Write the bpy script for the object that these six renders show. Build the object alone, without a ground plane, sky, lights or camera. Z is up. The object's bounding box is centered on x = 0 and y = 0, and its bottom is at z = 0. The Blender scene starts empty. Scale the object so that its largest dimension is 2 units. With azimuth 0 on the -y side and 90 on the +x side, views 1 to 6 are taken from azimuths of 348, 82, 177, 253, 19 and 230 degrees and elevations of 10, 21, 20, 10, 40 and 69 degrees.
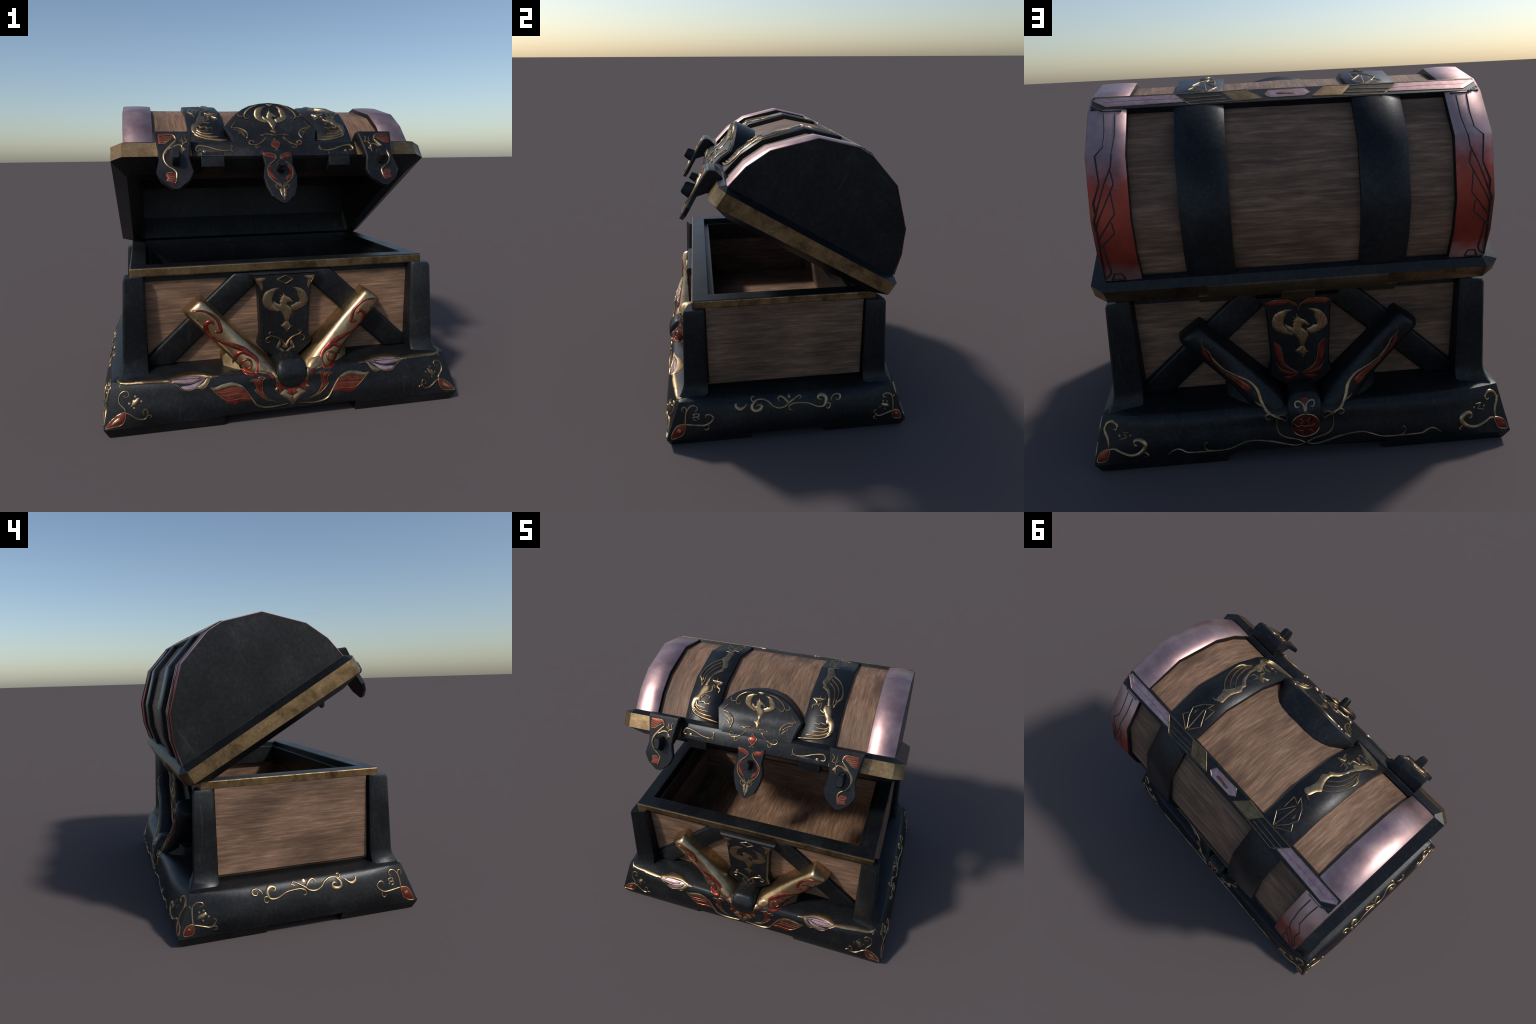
import bpy, bmesh, math, random
from mathutils import Vector, Matrix
from mathutils.bvhtree import BVHTree
from mathutils.geometry import delaunay_2d_cdt

random.seed(7)

# ------------------------------------------------------------------ materials
def new_mat(name):
    m = bpy.data.materials.new(name)
    m.use_nodes = True
    nt = m.node_tree
    return m, nt, nt.nodes["Principled BSDF"]

def N(nt, kind, **kw):
    n = nt.nodes.new(kind)
    for k, v in kw.items():
        if k in n.inputs.keys():
            n.inputs[k].default_value = v
        else:
            setattr(n, k, v)
    return n

def coords(nt, scale=(1, 1, 1), loc=(0, 0, 0)):
    tc = N(nt, "ShaderNodeTexCoord")
    mp = N(nt, "ShaderNodeMapping")
    mp.inputs["Scale"].default_value = scale
    mp.inputs["Location"].default_value = loc
    nt.links.new(tc.outputs["Object"], mp.inputs["Vector"])
    return mp.outputs["Vector"]

def noise(nt, vec, scale, detail=4, rough=0.55, distort=0.0):
    n = N(nt, "ShaderNodeTexNoise", Scale=scale, Detail=detail, Roughness=rough, Distortion=distort)
    nt.links.new(vec, n.inputs["Vector"])
    return n.outputs["Fac"]

def ramp(nt, fac, stops):
    r = N(nt, "ShaderNodeValToRGB")
    e = r.color_ramp.elements
    while len(e) < len(stops):
        e.new(0.5)
    for el, (p, c) in zip(e, stops):
        el.position = p
        el.color = (*c, 1) if len(c) == 3 else c
    nt.links.new(fac, r.inputs["Fac"])
    return r.outputs["Color"]

def gray(a):
    return (a, a, a)

def mix(nt, fac, a, b, mode="MIX"):
    m = N(nt, "ShaderNodeMix", data_type="RGBA", blend_type=mode)
    for sock, v in ((m.inputs[0], fac), (m.inputs[6], a), (m.inputs[7], b)):
        if isinstance(v, (int, float)):
            sock.default_value = v
        elif isinstance(v, tuple):
            sock.default_value = (*v, 1)
        else:
            nt.links.new(v, sock)
    return m.outputs[2]

def bump(nt, bsdf, height, strength, dist):
    b = N(nt, "ShaderNodeBump", Strength=strength, Distance=dist)
    nt.links.new(height, b.inputs["Height"])
    nt.links.new(b.outputs["Normal"], bsdf.inputs["Normal"])

def dark_metal():
    """blackened blue-grey steel with pale dusty scuffs and fine scratches"""
    m, nt, p = new_mat("blackened_steel")
    v = coords(nt)
    cloud = noise(nt, v, 5.0, 6, 0.65)
    fine = noise(nt, v, 60.0, 4, 0.6)
    base = ramp(nt, cloud, [(0.30, (0.0095, 0.0105, 0.0120)), (0.55, (0.0145, 0.0158, 0.0178)), (0.78, (0.030, 0.0315, 0.034))])
    speck = ramp(nt, fine, [(0.42, gray(0.78)), (0.66, gray(1.35))])
    col = mix(nt, 1.0, base, speck, "MULTIPLY")
    sc = noise(nt, coords(nt, (70, 70, 5)), 1.0, 2, 0.5)
    scm = ramp(nt, sc, [(0.66, gray(0.0)), (0.74, gray(0.35))])
    col = mix(nt, scm, col, (0.05, 0.052, 0.055))
    # paint rubbed off the arrises: where a bevelled normal departs from the true one
    bv = N(nt, "ShaderNodeBevel", samples=4, Radius=0.0035)
    geo = N(nt, "ShaderNodeNewGeometry")
    dotp = N(nt, "ShaderNodeVectorMath", operation="DOT_PRODUCT")
    nt.links.new(bv.outputs["Normal"], dotp.inputs[0])
    nt.links.new(geo.outputs["Normal"], dotp.inputs[1])
    worn = ramp(nt, dotp.outputs["Value"], [(0.80, gray(0.55)), (0.985, gray(0.0))])
    worn = mix(nt, 1.0, worn, ramp(nt, noise(nt, v, 18.0, 3, 0.6), [(0.40, gray(0.1)), (0.62, gray(1.0))]), "MULTIPLY")
    col = mix(nt, worn, col, (0.115, 0.125, 0.140))
    nt.links.new(col, p.inputs["Base Color"])
    p.inputs["Metallic"].default_value = METAL_DARK
    r = ramp(nt, cloud, [(0.3, gray(0.34)), (0.75, gray(0.48))])
    nt.links.new(r, p.inputs["Roughness"])
    bump(nt, p, fine, 0.10, 0.004)
    return m

METAL_DARK = 0.55

def wood(name, scale, seed=(0, 0, 0), tint=1.0):
    """streaky brown timber; scale is low along the grain"""
    m, nt, p = new_mat(name)
    v = coords(nt, scale, seed)
    a = noise(nt, v, 1.0, 6, 0.68, 0.15)
    v2 = coords(nt, tuple(s * 2.7 for s in scale), tuple(s + 5 for s in seed))
    b = noise(nt, v2, 1.0, 3, 0.6)
    big = noise(nt, coords(nt, tuple(0.06 * s + 3.0 for s in scale), seed), 1.0, 3, 0.5)
    c1 = ramp(nt, a, [(0.30, tuple(tint * t for t in (0.102, 0.057, 0.035))), (0.50, tuple(tint * t for t in (0.171, 0.098, 0.060))), (0.70, tuple(tint * t for t in (0.280, 0.168, 0.103)))])
    c2 = ramp(nt, b, [(0.32, gray(0.80)), (0.66, gray(1.12))])
    col = mix(nt, 1.0, c1, c2, "MULTIPLY")
    c3 = ramp(nt, big, [(0.34, gray(0.62)), (0.66, gray(1.22))])
    col = mix(nt, 1.0, col, c3, "MULTIPLY")
    nt.links.new(col, p.inputs["Base Color"])
    p.inputs["Roughness"].default_value = 0.62
    p.inputs["Specular IOR Level"].default_value = 0.35
    bump(nt, p, a, 0.35, 0.006)
    return m

def brass(name, dark, light, rough=(0.30, 0.50), scale=9.0, metallic=1.0, mid=None):
    """cast brass with brown tarnish patches"""
    m, nt, p = new_mat(name)
    v = coords(nt)
    a = noise(nt, v, scale, 6, 0.62, 0.4)
    b = noise(nt, v, scale * 7, 4, 0.6)
    mid = mid or tuple(0.5 * (x + y) for x, y in zip(dark, light))
    col = ramp(nt, a, [(0.32, dark), (0.48, mid), (0.66, light)])
    col = mix(nt, 1.0, col, ramp(nt, b, [(0.3, gray(0.80)), (0.7, gray(1.15))]), "MULTIPLY")
    nt.links.new(col, p.inputs["Base Color"])
    p.inputs["Metallic"].default_value = metallic
    nt.links.new(ramp(nt, a, [(0.3, gray(rough[1])), (0.7, gray(rough[0]))]), p.inputs["Roughness"])
    bump(nt, p, b, 0.12, 0.004)
    return m

def enamel(name, dark, light, rough=0.38, metallic=0.6):
    m, nt, p = new_mat(name)
    a = noise(nt, coords(nt), 26.0, 4, 0.6)
    nt.links.new(ramp(nt, a, [(0.34, dark), (0.68, light)]), p.inputs["Base Color"])
    p.inputs["Metallic"].default_value = metallic
    p.inputs["Roughness"].default_value = rough
    return m

def strap_mat():
    """rose-mauve lacquered metal that turns oxide red down the rear of the lid,
    going back to rose at the very foot (lid frame: -y front, +y rear, z up)"""
    m, nt, p = new_mat("rose_and_red_lacquer")
    tc = N(nt, "ShaderNodeTexCoord")
    sep = N(nt, "ShaderNodeSeparateXYZ")
    nt.links.new(tc.outputs["Object"], sep.inputs["Vector"])
    v = coords(nt)
    cloud = noise(nt, v, 5.5, 6, 0.65)
    wob = noise(nt, v, 9.0, 5, 0.6)
    rose = ramp(nt, cloud, [(0.30, (0.34, 0.212, 0.212)), (0.52, (0.48, 0.315, 0.305)), (0.75, (0.62, 0.435, 0.415))])
    red = ramp(nt, cloud, [(0.3, (0.26, 0.044, 0.030)), (0.7, (0.42, 0.085, 0.055))])
    # rear coordinate plus wobble -> red mask
    add = N(nt, "ShaderNodeMath", operation="MULTIPLY_ADD")
    nt.links.new(wob, add.inputs[0]); add.inputs[1].default_value = 0.22
    nt.links.new(sep.outputs["Y"], add.inputs[2])
    mask = ramp(nt, add.outputs[0], [(0.33, gray(0.0)), (0.46, gray(1.0))])
    foot = N(nt, "ShaderNodeMath", operation="MULTIPLY_ADD")
    nt.links.new(wob, foot.inputs[0]); foot.inputs[1].default_value = 0.10
    nt.links.new(sep.outputs["Z"], foot.inputs[2])
    fm = ramp(nt, foot.outputs[0], [(0.09, gray(0.25)), (0.15, gray(1.0))])
    mm = mix(nt, 1.0, mask, fm, "MULTIPLY")
    nt.links.new(mix(nt, mm, rose, red), p.inputs["Base Color"])
    p.inputs["Metallic"].default_value = 0.9
    nt.links.new(ramp(nt, cloud, [(0.3, gray(0.36)), (0.7, gray(0.50))]), p.inputs["Roughness"])
    return m

STEEL = dark_metal()
WOOD_X = wood("timber_grain_lengthwise", (5.0, 44, 74))
WOOD_Y = wood("timber_grain_crosswise", (44, 5.0, 74), (3, 1, 2))
WOOD_ARCH = wood("timber_grain_over_arch", (66, 6, 6), (1, 7, 3), 1.06)
WOOD_IN = wood("timber_grain_inside", (58, 5.0, 14), (9, 2, 5), 1.05)
BRASS = brass("tarnished_brass", (0.090, 0.056, 0.028), (0.36, 0.245, 0.125), (0.34, 0.50))
BRASS_BROWN = brass("brown_brass", (0.085, 0.055, 0.030), (0.17, 0.115, 0.062), (0.42, 0.6), 6.0, 0.8)
GILT = brass("bright_gilding", (0.31, 0.212, 0.110), (0.64, 0.465, 0.265), (0.26, 0.40), 5.0)
GILT_FINE = brass("fine_gilding", (0.20, 0.135, 0.072), (0.46, 0.325, 0.185), (0.30, 0.42), 22.0)
RED = enamel("oxide_red_enamel", (0.125, 0.019, 0.013), (0.30, 0.058, 0.038), 0.31, 0.8)
ROSE = enamel("rose_enamel", (0.40, 0.235, 0.25), (0.60, 0.40, 0.405), 0.28, 0.8)
STRAP = strap_mat()
ENGRAVE = enamel("engraved_black_line", (0.010, 0.009, 0.010), (0.018, 0.016, 0.017), 0.6, 0.0)

# ------------------------------------------------------------------ mesh helpers
def obj_from(name, verts, faces, mats, parent=None, fmat=None, smooth=30.0, bevel=0.0, seg=2, recalc=True):
    me = bpy.data.meshes.new(name)
    me.from_pydata([tuple(v) for v in verts], [], [tuple(f) for f in faces])
    mats = mats if isinstance(mats, (list, tuple)) else [mats]
    for m in mats:
        me.materials.append(m)
    if fmat:
        for p, k in zip(me.polygons, fmat):
            p.material_index = k
    if recalc or bevel:
        bm = bmesh.new()
        bm.from_mesh(me)
        if recalc:
            bmesh.ops.recalc_face_normals(bm, faces=bm.faces)
        if bevel:
            ed = [e for e in bm.edges if len(e.link_faces) == 2 and e.calc_face_angle(0) > math.radians(32)]
            bmesh.ops.bevel(bm, geom=ed, offset=bevel, segments=seg, profile=0.5, affect="EDGES", clamp_overlap=True)
        bm.to_mesh(me)
        bm.free()
    if smooth:
        me.shade_smooth()
        me.set_sharp_from_angle(angle=math.radians(smooth))
    ob = bpy.data.objects.new(name, me)
    bpy.context.scene.collection.objects.link(ob)
    if parent:
        ob.parent = parent
    return ob

def loft(rings, cap0=True, cap1=True, closed=True):
    """faces joining equal-length rings of points"""
    n = len(rings[0])
    V = [p for r in rings for p in r]
    F = []
    for i in range(len(rings) - 1):
        for j in range(n if closed else n - 1):
            k = (j + 1) % n
            F.append((i * n + j, i * n + k, (i + 1) * n + k, (i + 1) * n + j))
    if cap0:
        F.append(tuple(range(n))[::-1])
    if cap1:
        F.append(tuple((len(rings) - 1) * n + j for j in range(n)))
    return V, F

def box(x0, x1, y0, y1, z0, z1):
    r = lambda z: [(x0, y0, z), (x1, y0, z), (x1, y1, z), (x0, y1, z)]
    return loft([r(z0), r(z1)])

def prism(poly, axis, a, b):
    """extrude a 2D polygon; axis 0: poly is (y,z); axis 1: poly is (x,z)"""
    f = (lambda p, t: (t, p[0], p[1])) if axis == 0 else (lambda p, t: (p[0], t, p[1]))
    return loft([[f(p, a) for p in poly], [f(p, b) for p in poly]])

def smooth01(t):
    t = max(0.0, min(1.0, t))
    return t * t * (3 - 2 * t)

def lerp(a, b, t):
    return a + (b - a) * t

def interp(tab, z):
    for (z0, v0), (z1, v1) in zip(tab, tab[1:]):
        if z <= z1:
            return lerp(v0, v1, max(0.0, (z - z0) / (z1 - z0)))
    return tab[-1][1]

# ------------------------------------------------------------------ the thing
chest = bpy.data.objects.new("treasure_chest", None)
bpy.context.scene.collection.objects.link(chest)
chest["label"] = "ornate open fantasy chest of timber and black steel"
chest["category"] = "treasure chest"

# ================================================================== BASE
# plinth: rings whose corners run along a straight arris while the sides swell
CORNER = [(0.052, (0.987, 0.708)), (0.268, (0.936, 0.6265)), (0.284, (0.893, 0.593)), (0.292, (0.800, 0.490))]
SWELL_X = [(0.052, 0.991), (0.085, 0.999), (0.115, 1.000), (0.15, 0.995), (0.185, 0.987), (0.22, 0.976), (0.245, 0.964), (0.268, 0.944), (0.276, 0.925), (0.284, 0.895), (0.292, 0.800)]
SWELL_Y = [(0.052, 0.711), (0.085, 0.717), (0.115, 0.718), (0.15, 0.713), (0.185, 0.705), (0.22, 0.698), (0.245, 0.690), (0.268, 0.672), (0.276, 0.645), (0.284, 0.590), (0.292, 0.490)]
NOTCH_X, NOTCH_Y = 0.3702, 0.222

def plinth_ring(z):
    cx = interp([(a, b[0]) for a, b in CORNER], z)
    cy = interp([(a, b[1]) for a, b in CORNER], z)
    sx, sy = interp(SWELL_X, z), interp(SWELL_Y, z)
    pts = []
    nx, ny = 48, 36
    def grow(d):
        t = min(1.0, d / 0.36)
        return 1 - (1 - t) ** 2
    def front(x):      # |y| of the long side at x
        y = cy + (sy - cy) * grow(cx - abs(x))
        hump = math.exp(-(x / 0.22) ** 2) * math.exp(-((z - 0.255) / 0.035) ** 2)
        dip = math.exp(-(x / 0.075) ** 4) * smooth01((z - 0.12) / 0.05)
        return y + 0.018 * hump - 0.004 * dip
    def side(y):
        return cx + (sx - cx) * grow(cy - abs(y))
    for i in range(nx):
        x = lerp(-cx, cx, i / nx); pts.append((x, -front(x), z))
    for i in range(ny):
        y = lerp(-cy, cy, i / ny); pts.append((side(y), y, z))
    for i in range(nx):
        x = lerp(cx, -cx, i / nx); pts.append((x, front(x), z))
    for i in range(ny):
        y = lerp(cy, -cy, i / ny); pts.append((-side(y), y, z))
    return pts

zs = [0.052, 0.068, 0.085, 0.10, 0.115, 0.135, 0.15, 0.17, 0.185, 0.205, 0.22, 0.235, 0.247, 0.258, 0.268, 0.272, 0.276, 0.280, 0.284, 0.288, 0.292]
low = plinth_ring(0.0665)
rows = [plinth_ring(z) for z in zs]
rows[0] = [low[i] if abs(p[0]) < 0.375 and abs(p[1]) > 0.6 else p for i, p in enumerate(rows[0])]
V, F = loft(rows)
plinth = obj_from("plinth", V, F, STEEL, chest, smooth=38)
BVH_PLINTH = BVHTree.FromPolygons([Vector(v) for v in V], F)

# four L-shaped feet
def foot_poly(z):
    t = z / 0.0525
    X, Y = lerp(0.961, 0.9865, t), lerp(0.690, 0.7075, t)
    return [(NOTCH_X, Y, z), (X, Y, z), (X, NOTCH_Y, z), (X - 0.16, NOTCH_Y, z), (X - 0.16, Y - 0.16, z), (NOTCH_X, Y - 0.16, z)]
top = [(x - 0.004, y - 0.004, 0.068) for x, y, z in foot_poly(0.0525)]
V, F = loft([foot_poly(0.0), foot_poly(0.0525), top])
foot_mesh = None
for sx in (1, -1):
    for sy in (1, -1):
        obj_from("foot", [(sx * x, sy * y, z) for x, y, z in V], F, STEEL, chest, smooth=0)

# corner posts
def post_ring(z):
    t = (z - 0.27) / (0.795 - 0.27)
    flare = 0.030 * max(0.0, 1 - (z - 0.27) / 0.085) ** 2
    X, Y = lerp(0.884, 0.857, t) + flare, lerp(0.600, 0.577, t) + flare
    xi, yi = 0.748, 0.462
    c = 0.009
    q = 0.020
    return [(xi, yi, z), (X - 0.012, yi, z), (X, yi + 0.02, z), (X, Y - c, z), (X - c, Y, z), (xi + q, Y - 0.020, z), (xi + 0.005, Y - 0.030, z), (xi, Y - 0.048, z)]
def post_top(z, inset):
    r = post_ring(z)
    cx, cy = 0.80, 0.51
    return [(x + (cx - x) * inset, y + (cy - y) * inset, z) for x, y, _ in r]
rings = [post_ring(z) for z in (0.27, 0.285, 0.30, 0.318, 0.338, 0.36, 0.45, 0.60, 0.778)] + [post_top(0.795, 0.10)]
V, F = loft(rings)
for sx in (1, -1):
    for sy in (1, -1):
        obj_from("corner_post", [(sx * x, sy * y, z) for x, y, z in V], F, STEEL, chest, smooth=40)

# timber walls with inner dark lining
WY = 0.483
for s in (1, -1):
    # raised timber field with a bevelled border
    def field(x, my, z0, z1):
        return [(s * x, -my, z0), (s * x, my, z0), (s * x, my, z1), (s * x, -my, z1)]
    def lean(r, k):
        return [(x + s * k * (0.79 - z) / 0.5, y, z) for x, y, z in r]
    V, F = loft([field(0.738, 0.478, 0.285, 0.792), lean(field(0.800, 0.478, 0.285, 0.792), 0.012), lean(field(0.803, 0.462, 0.30, 0.792), 0.012), lean(field(0.8245, 0.452, 0.312, 0.792), 0.013)])
    obj_from("side_wall_panel", V, F, WOOD_Y, chest, smooth=0)
    V, F = prism([(s * 0.432, 0.285), (s * 0.488, 0.285), (s * 0.494, 0.780), (s * 0.432, 0.780)], 0, -0.76, 0.76)
    obj_from("long_wall_panel", V, F, WOOD_X, chest, smooth=0)
# floor
V, F = box(-0.7385, 0.7385, -0.4325, 0.4325, 0.300, 0.368)
obj_from("floor_board", V, F, WOOD_IN, chest, smooth=0)

def frame(name, xo, yo, xi, yi, z0, z1, mat, par, bevel=0.0, mats=None):
    R = lambda X, Y, z: [(-X, -Y, z), (X, -Y, z), (X, Y, z), (-X, Y, z)]
    rings = [R(xo, yo, z0), R(xo, yo, z1), R(xi, yi, z1), R(xi, yi, z0)]
    V, F = loft(rings + [rings[0]], False, False)
    # merge the repeated last ring
    n = 12
    F = [tuple((i - 16 if i >= 16 else i) for i in f) for f in F]
    return obj_from(name, V[:16], F, mat, par, smooth=0, bevel=bevel)

frame("rim_band", 0.823, 0.529, 0.80, 0.50, 0.789, 0.836, BRASS, chest, 0.006)
frame("rim_frame", 0.8205, 0.5265, 0.736, 0.431, 0.786, 0.8385, STEEL, chest, 0.005)
frame("lining", 0.7395, 0.4345, 0.706, 0.398, 0.665, 0.801, STEEL, chest, 0.002)
frame("under_rim_strip", 0.805, 0.506, 0.75, 0.45, 0.758, 0.7885, STEEL, chest, 0.002)

# dark diagonal braces (mirrored left/right, front/back)
def brace_dark():
    d = Vector((0.7376, -0.6752)); nrm = Vector((-0.6752, -0.7376))
    a = Vector((0.297, 0.761)); w = 0.117
    p0, p1 = a - d * 0.10, a + d * 0.66
    q0, q1 = p0 + nrm * w, p1 + nrm * w
    return [p0, p1, q1, q0]
P = brace_dark()
P = [(0.16, 0.786), (0.272, 0.786), (0.297, 0.761), (0.775, 0.325), (0.775, 0.29), (0.62, 0.29), (0.16, 0.707)]
for sy in (1, -1):
    for sx in (1, -1):
        V, F = prism(P, 1, -0.475, -0.522)
        obj_from("diagonal_brace", [(sx * x, sy * y, z) for x, y, z in V], F, STEEL, chest, smooth=45, bevel=0.014, seg=3)

# heavy braces that spring from the centre: gilded in front, steel behind.
# rounded beam lofted along a slanting axis, plus a small foot block
def heavy_brace(sx, sy, mat, name):
    a, b = Vector((0.085, 0.205)), Vector((0.502, 0.640))
    d = (b - a).normalized()
    nrm = Vector((d.y, -d.x))                       # towards the underside
    L = (b - a).length
    prof = [(-0.054, 0.465), (-0.054, 0.550), (-0.051, 0.583), (-0.044, 0.602), (-0.030, 0.6125), (-0.004, 0.616), (0.026, 0.613), (0.050, 0.604), (0.067, 0.588), (0.077, 0.562), (0.080, 0.525), (0.080, 0.465)]
    rings = []
    for t, k, back in ((0.0, 1.12, 0.0), (0.12, 1.06, 0.0), (0.25, 1.0, 0.0), (0.45, 1.0, 0.0), (0.65, 1.0, 0.0), (0.85, 1.0, 0.0), (0.955, 1.0, 0.002), (0.985, 0.97, 0.010), (1.0, 0.90, 0.028)):
        ring = []
        for p, y in prof:
            skew = 0.10 * p * t                     # end face leans a little
            q = a + d * (L * t + skew) + nrm * (p * k)
            yy = y - back * (1 if y > 0.5 else 0)
            yy += (0.055 * smooth01((0.38 - q.y) / 0.14) * smooth01((0.36 - q.x) / 0.10) + 0.022 * smooth01((0.50 - q.y) / 0.12)) * (1 if y > 0.5 else 0)
            ring.append((sx * q.x, -sy * yy, q.y))
        rings.append(ring)
    V, F = loft(rings)
    foot = [(0.16, 0.235), (0.20, 0.335), (0.335, 0.362), (0.362, 0.335), (0.354, 0.264), (0.25, 0.232)]
    dep = [0.685, 0.640, 0.592, 0.560, 0.585, 0.672]
    append_part = loft([[(sx * x, -sy * 0.465, z) for x, z in foot], [(sx * x, -sy * (y - 0.010), z) for (x, z), y in zip(foot, dep)], [(sx * lerp(x, 0.26, 0.07), -sy * y, lerp(z, 0.29, 0.07)) for (x, z), y in zip(foot, dep)]])
    o = len(V)
    V += append_part[0]; F += [tuple(i + o for i in f) for f in append_part[1]]
    return obj_from(name, V, F, mat, chest, smooth=40)
HB = []
for sx in (1, -1):
    HB.append(heavy_brace(sx, 1, GILT, "gilded_brace"))
for sx in (1, -1):
    HB.append(heavy_brace(sx, -1, STEEL, "heavy_brace"))

# hanging shields
SH = [(0.193, 0.782), (0.193, 0.774), (0.150, 0.715), (0.138, 0.43), (0.153, 0.372), (0.072, 0.298)]
shield_poly = SH + [(-x, z) for x, z in SH[::-1]]
SHIELD = []
for sy in (1, -1):
    def ring(y, inset, top=0.0):
        out = []
        for x, z in shield_poly:
            sgn = 1 if x > 0 else -1
            out.append((x - sgn * inset, -sy * y, z - (top if z > 0.775 else 0) + (inset if z < 0.32 else 0)))
        return out
    V, F = loft([ring(0.480, 0), ring(0.552, 0), ring(0.564, 0.008, 0.012)])
    SHIELD.append(obj_from("shield", V, F, STEEL, chest, smooth=20))

# boss front and back: flat-topped rounded cap
def boss(sy):
    rings = []
    n = 28
    prof = [(0.56, 1.04), (0.694, 1.04), (0.706, 1.01), (0.713, 0.95), (0.7175, 0.86), (0.7200, 0.70), (0.7212, 0.4), (0.7215, 0.06)]
    for y, k in prof:
        ring = []
        for i in range(n):
            a = 2 * math.pi * i / n
            ca, sa = math.cos(a), math.sin(a)
            x, z = 0.080 * ca, 0.076 * sa
            if sa > 0:          # squarer, narrower top
                e = 0.33
                x = math.copysign(abs(ca) ** e, ca) * lerp(0.080, 0.062, sa)
                z = 0.076 * sa ** e
            z = (0.252 + z * k) if sy > 0 else (0.228 + 1.34 * z * k)
            lean = 0.036 * smooth01((z - 0.262) / 0.068)     # the top leans back
            ring.append((x * k, -sy * (y - lean), z))
        rings.append(ring)
    V, F = loft(rings)
    return obj_from("boss", V, F, STEEL, chest, smooth=50)
BOSS = [boss(1), boss(-1)]

# ================================================================== LID
TH = math.radians(30.85)
lid_origin = Vector((0, 0.152, 1.1985))
# lid frame: x as world, y = towards the rear, z = up out of the lid
ARCH = [(-0.545, 0.0), (-0.511, 0.136), (-0.443, 0.270), (-0.257, 0.448), (-0.046, 0.5145)]
ARCH = ARCH + [(-y, z) for y, z in ARCH[::-1]]

def inset(prof, d):
    out = []
    n = len(prof)
    for i, (y, z) in enumerate(prof):
        ns = []
        for a, b in ((i - 1, i), (i, i + 1)):
            if 0 <= a and b < n:
                dy, dz = prof[b][0] - prof[a][0], prof[b][1] - prof[a][1]
                l = math.hypot(dy, dz)
                ns.append((-dz / l, dy / l))     # outward
        if len(ns) == 1:
            m = (ns[0][0], ns[0][1]); k = 1
        else:
            mx, mz = ns[0][0] + ns[1][0], ns[0][1] + ns[1][1]
            l = math.hypot(mx, mz); m = (mx / l, mz / l)
            k = 1 / max(0.3, m[0] * ns[0][0] + m[1] * ns[0][1])
        out.append((y - m[0] * d * k, z - m[1] * d * k))
    if prof is ARCH:
        out[0] = (out[0][0], -0.012); out[-1] = (out[-1][0], -0.012)
    return out

def arch_band(outer, inner, x0, x1):
    poly = list(outer) + list(inner)[::-1]
    return prism(poly, 0, x0, x1)

A0 = inset(ARCH, 0.0)
A_WOOD = inset(ARCH, 0.030)
for _i, _d in ((3, 0.027), (4, 0.020), (5, 0.026), (6, 0.030)):
    A_WOOD[_i] = inset(ARCH, _d)[_i]
A_SHELL = inset(ARCH, 0.050)
A_IN = inset(ARCH, 0.152)

# octagonal skirt rings
def oct_ring(X, Sf, Sb, cx, cs, nf, nb):
    def zz(y):
        return lerp(nf, nb, (y + Sf) / (Sf + Sb))
    pts = [(X - cx, -Sf), (X, -Sf + cs), (X, Sb - cs), (X - cx, Sb), (-X + cx, Sb), (-X, Sb - cs), (-X, -Sf + cs), (-X + cx, -Sf)]
    return [(x, y, zz(y)) for x, y in pts]
rA = oct_ring(0.800, 0.52, 0.52, 0.02, 0.02, 0.006, 0.006)
rB = oct_ring(0.8275, 0.549, 0.549, 0.012, 0.010, 0.004, 0.004)
rC = oct_ring(0.8905, 0.581, 0.581, 0.058, 0.041, -0.0215, -0.0215)
rD = oct_ring(0.8915, 0.588, 0.581, 0.060, 0.041, -0.110, -0.094)
rE = oct_ring(0.815, 0.478, 0.480, 0.035, 0.030, -0.153, -0.150)
rF = oct_ring(0.755, 0.420, 0.420, 0.02, 0.02, -0.153, -0.150)
rG = oct_ring(0.735, 0.393, 0.393, 0.01, 0.01, -0.010, -0.010)
V, F = loft([rA, rB, rC], False, False)
n0 = len(V)
V2, F2 = loft([rD, rE, rF, rG], False, False)
V += V2
F += [tuple(i + n0 for i in f) for f in F2]
# inner shell and end caps of the lid
def append(V, F, part):
    o = len(V)
    V += list(part[0]); F += [tuple(i + o for i in f) for f in part[1]]
append(V, F, arch_band(A_SHELL, A_IN, -0.81, 0.81))
CAP = inset(ARCH, 0.0065)
for s in (1, -1):
    poly = list(CAP)
    append(V, F, prism(poly, 0, s * 0.735, s * 0.8255))
lid = obj_from("lid", V, F, STEEL, chest, smooth=14)
lid.location = lid_origin
lid.rotation_euler = (-TH, 0, 0)

V, F = loft([rC, rD], False, False)
V2, F2 = loft([[(x * 0.975, y * 0.97, z) for x, y, z in r] for r in (rC, rD)], False, False)
obj_from("skirt_band", V, F, BRASS, lid, smooth=14, recalc=False)

def lerp_pt(p, q, t):
    return (lerp(p[0], q[0], t), lerp(p[1], q[1], t))

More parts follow.
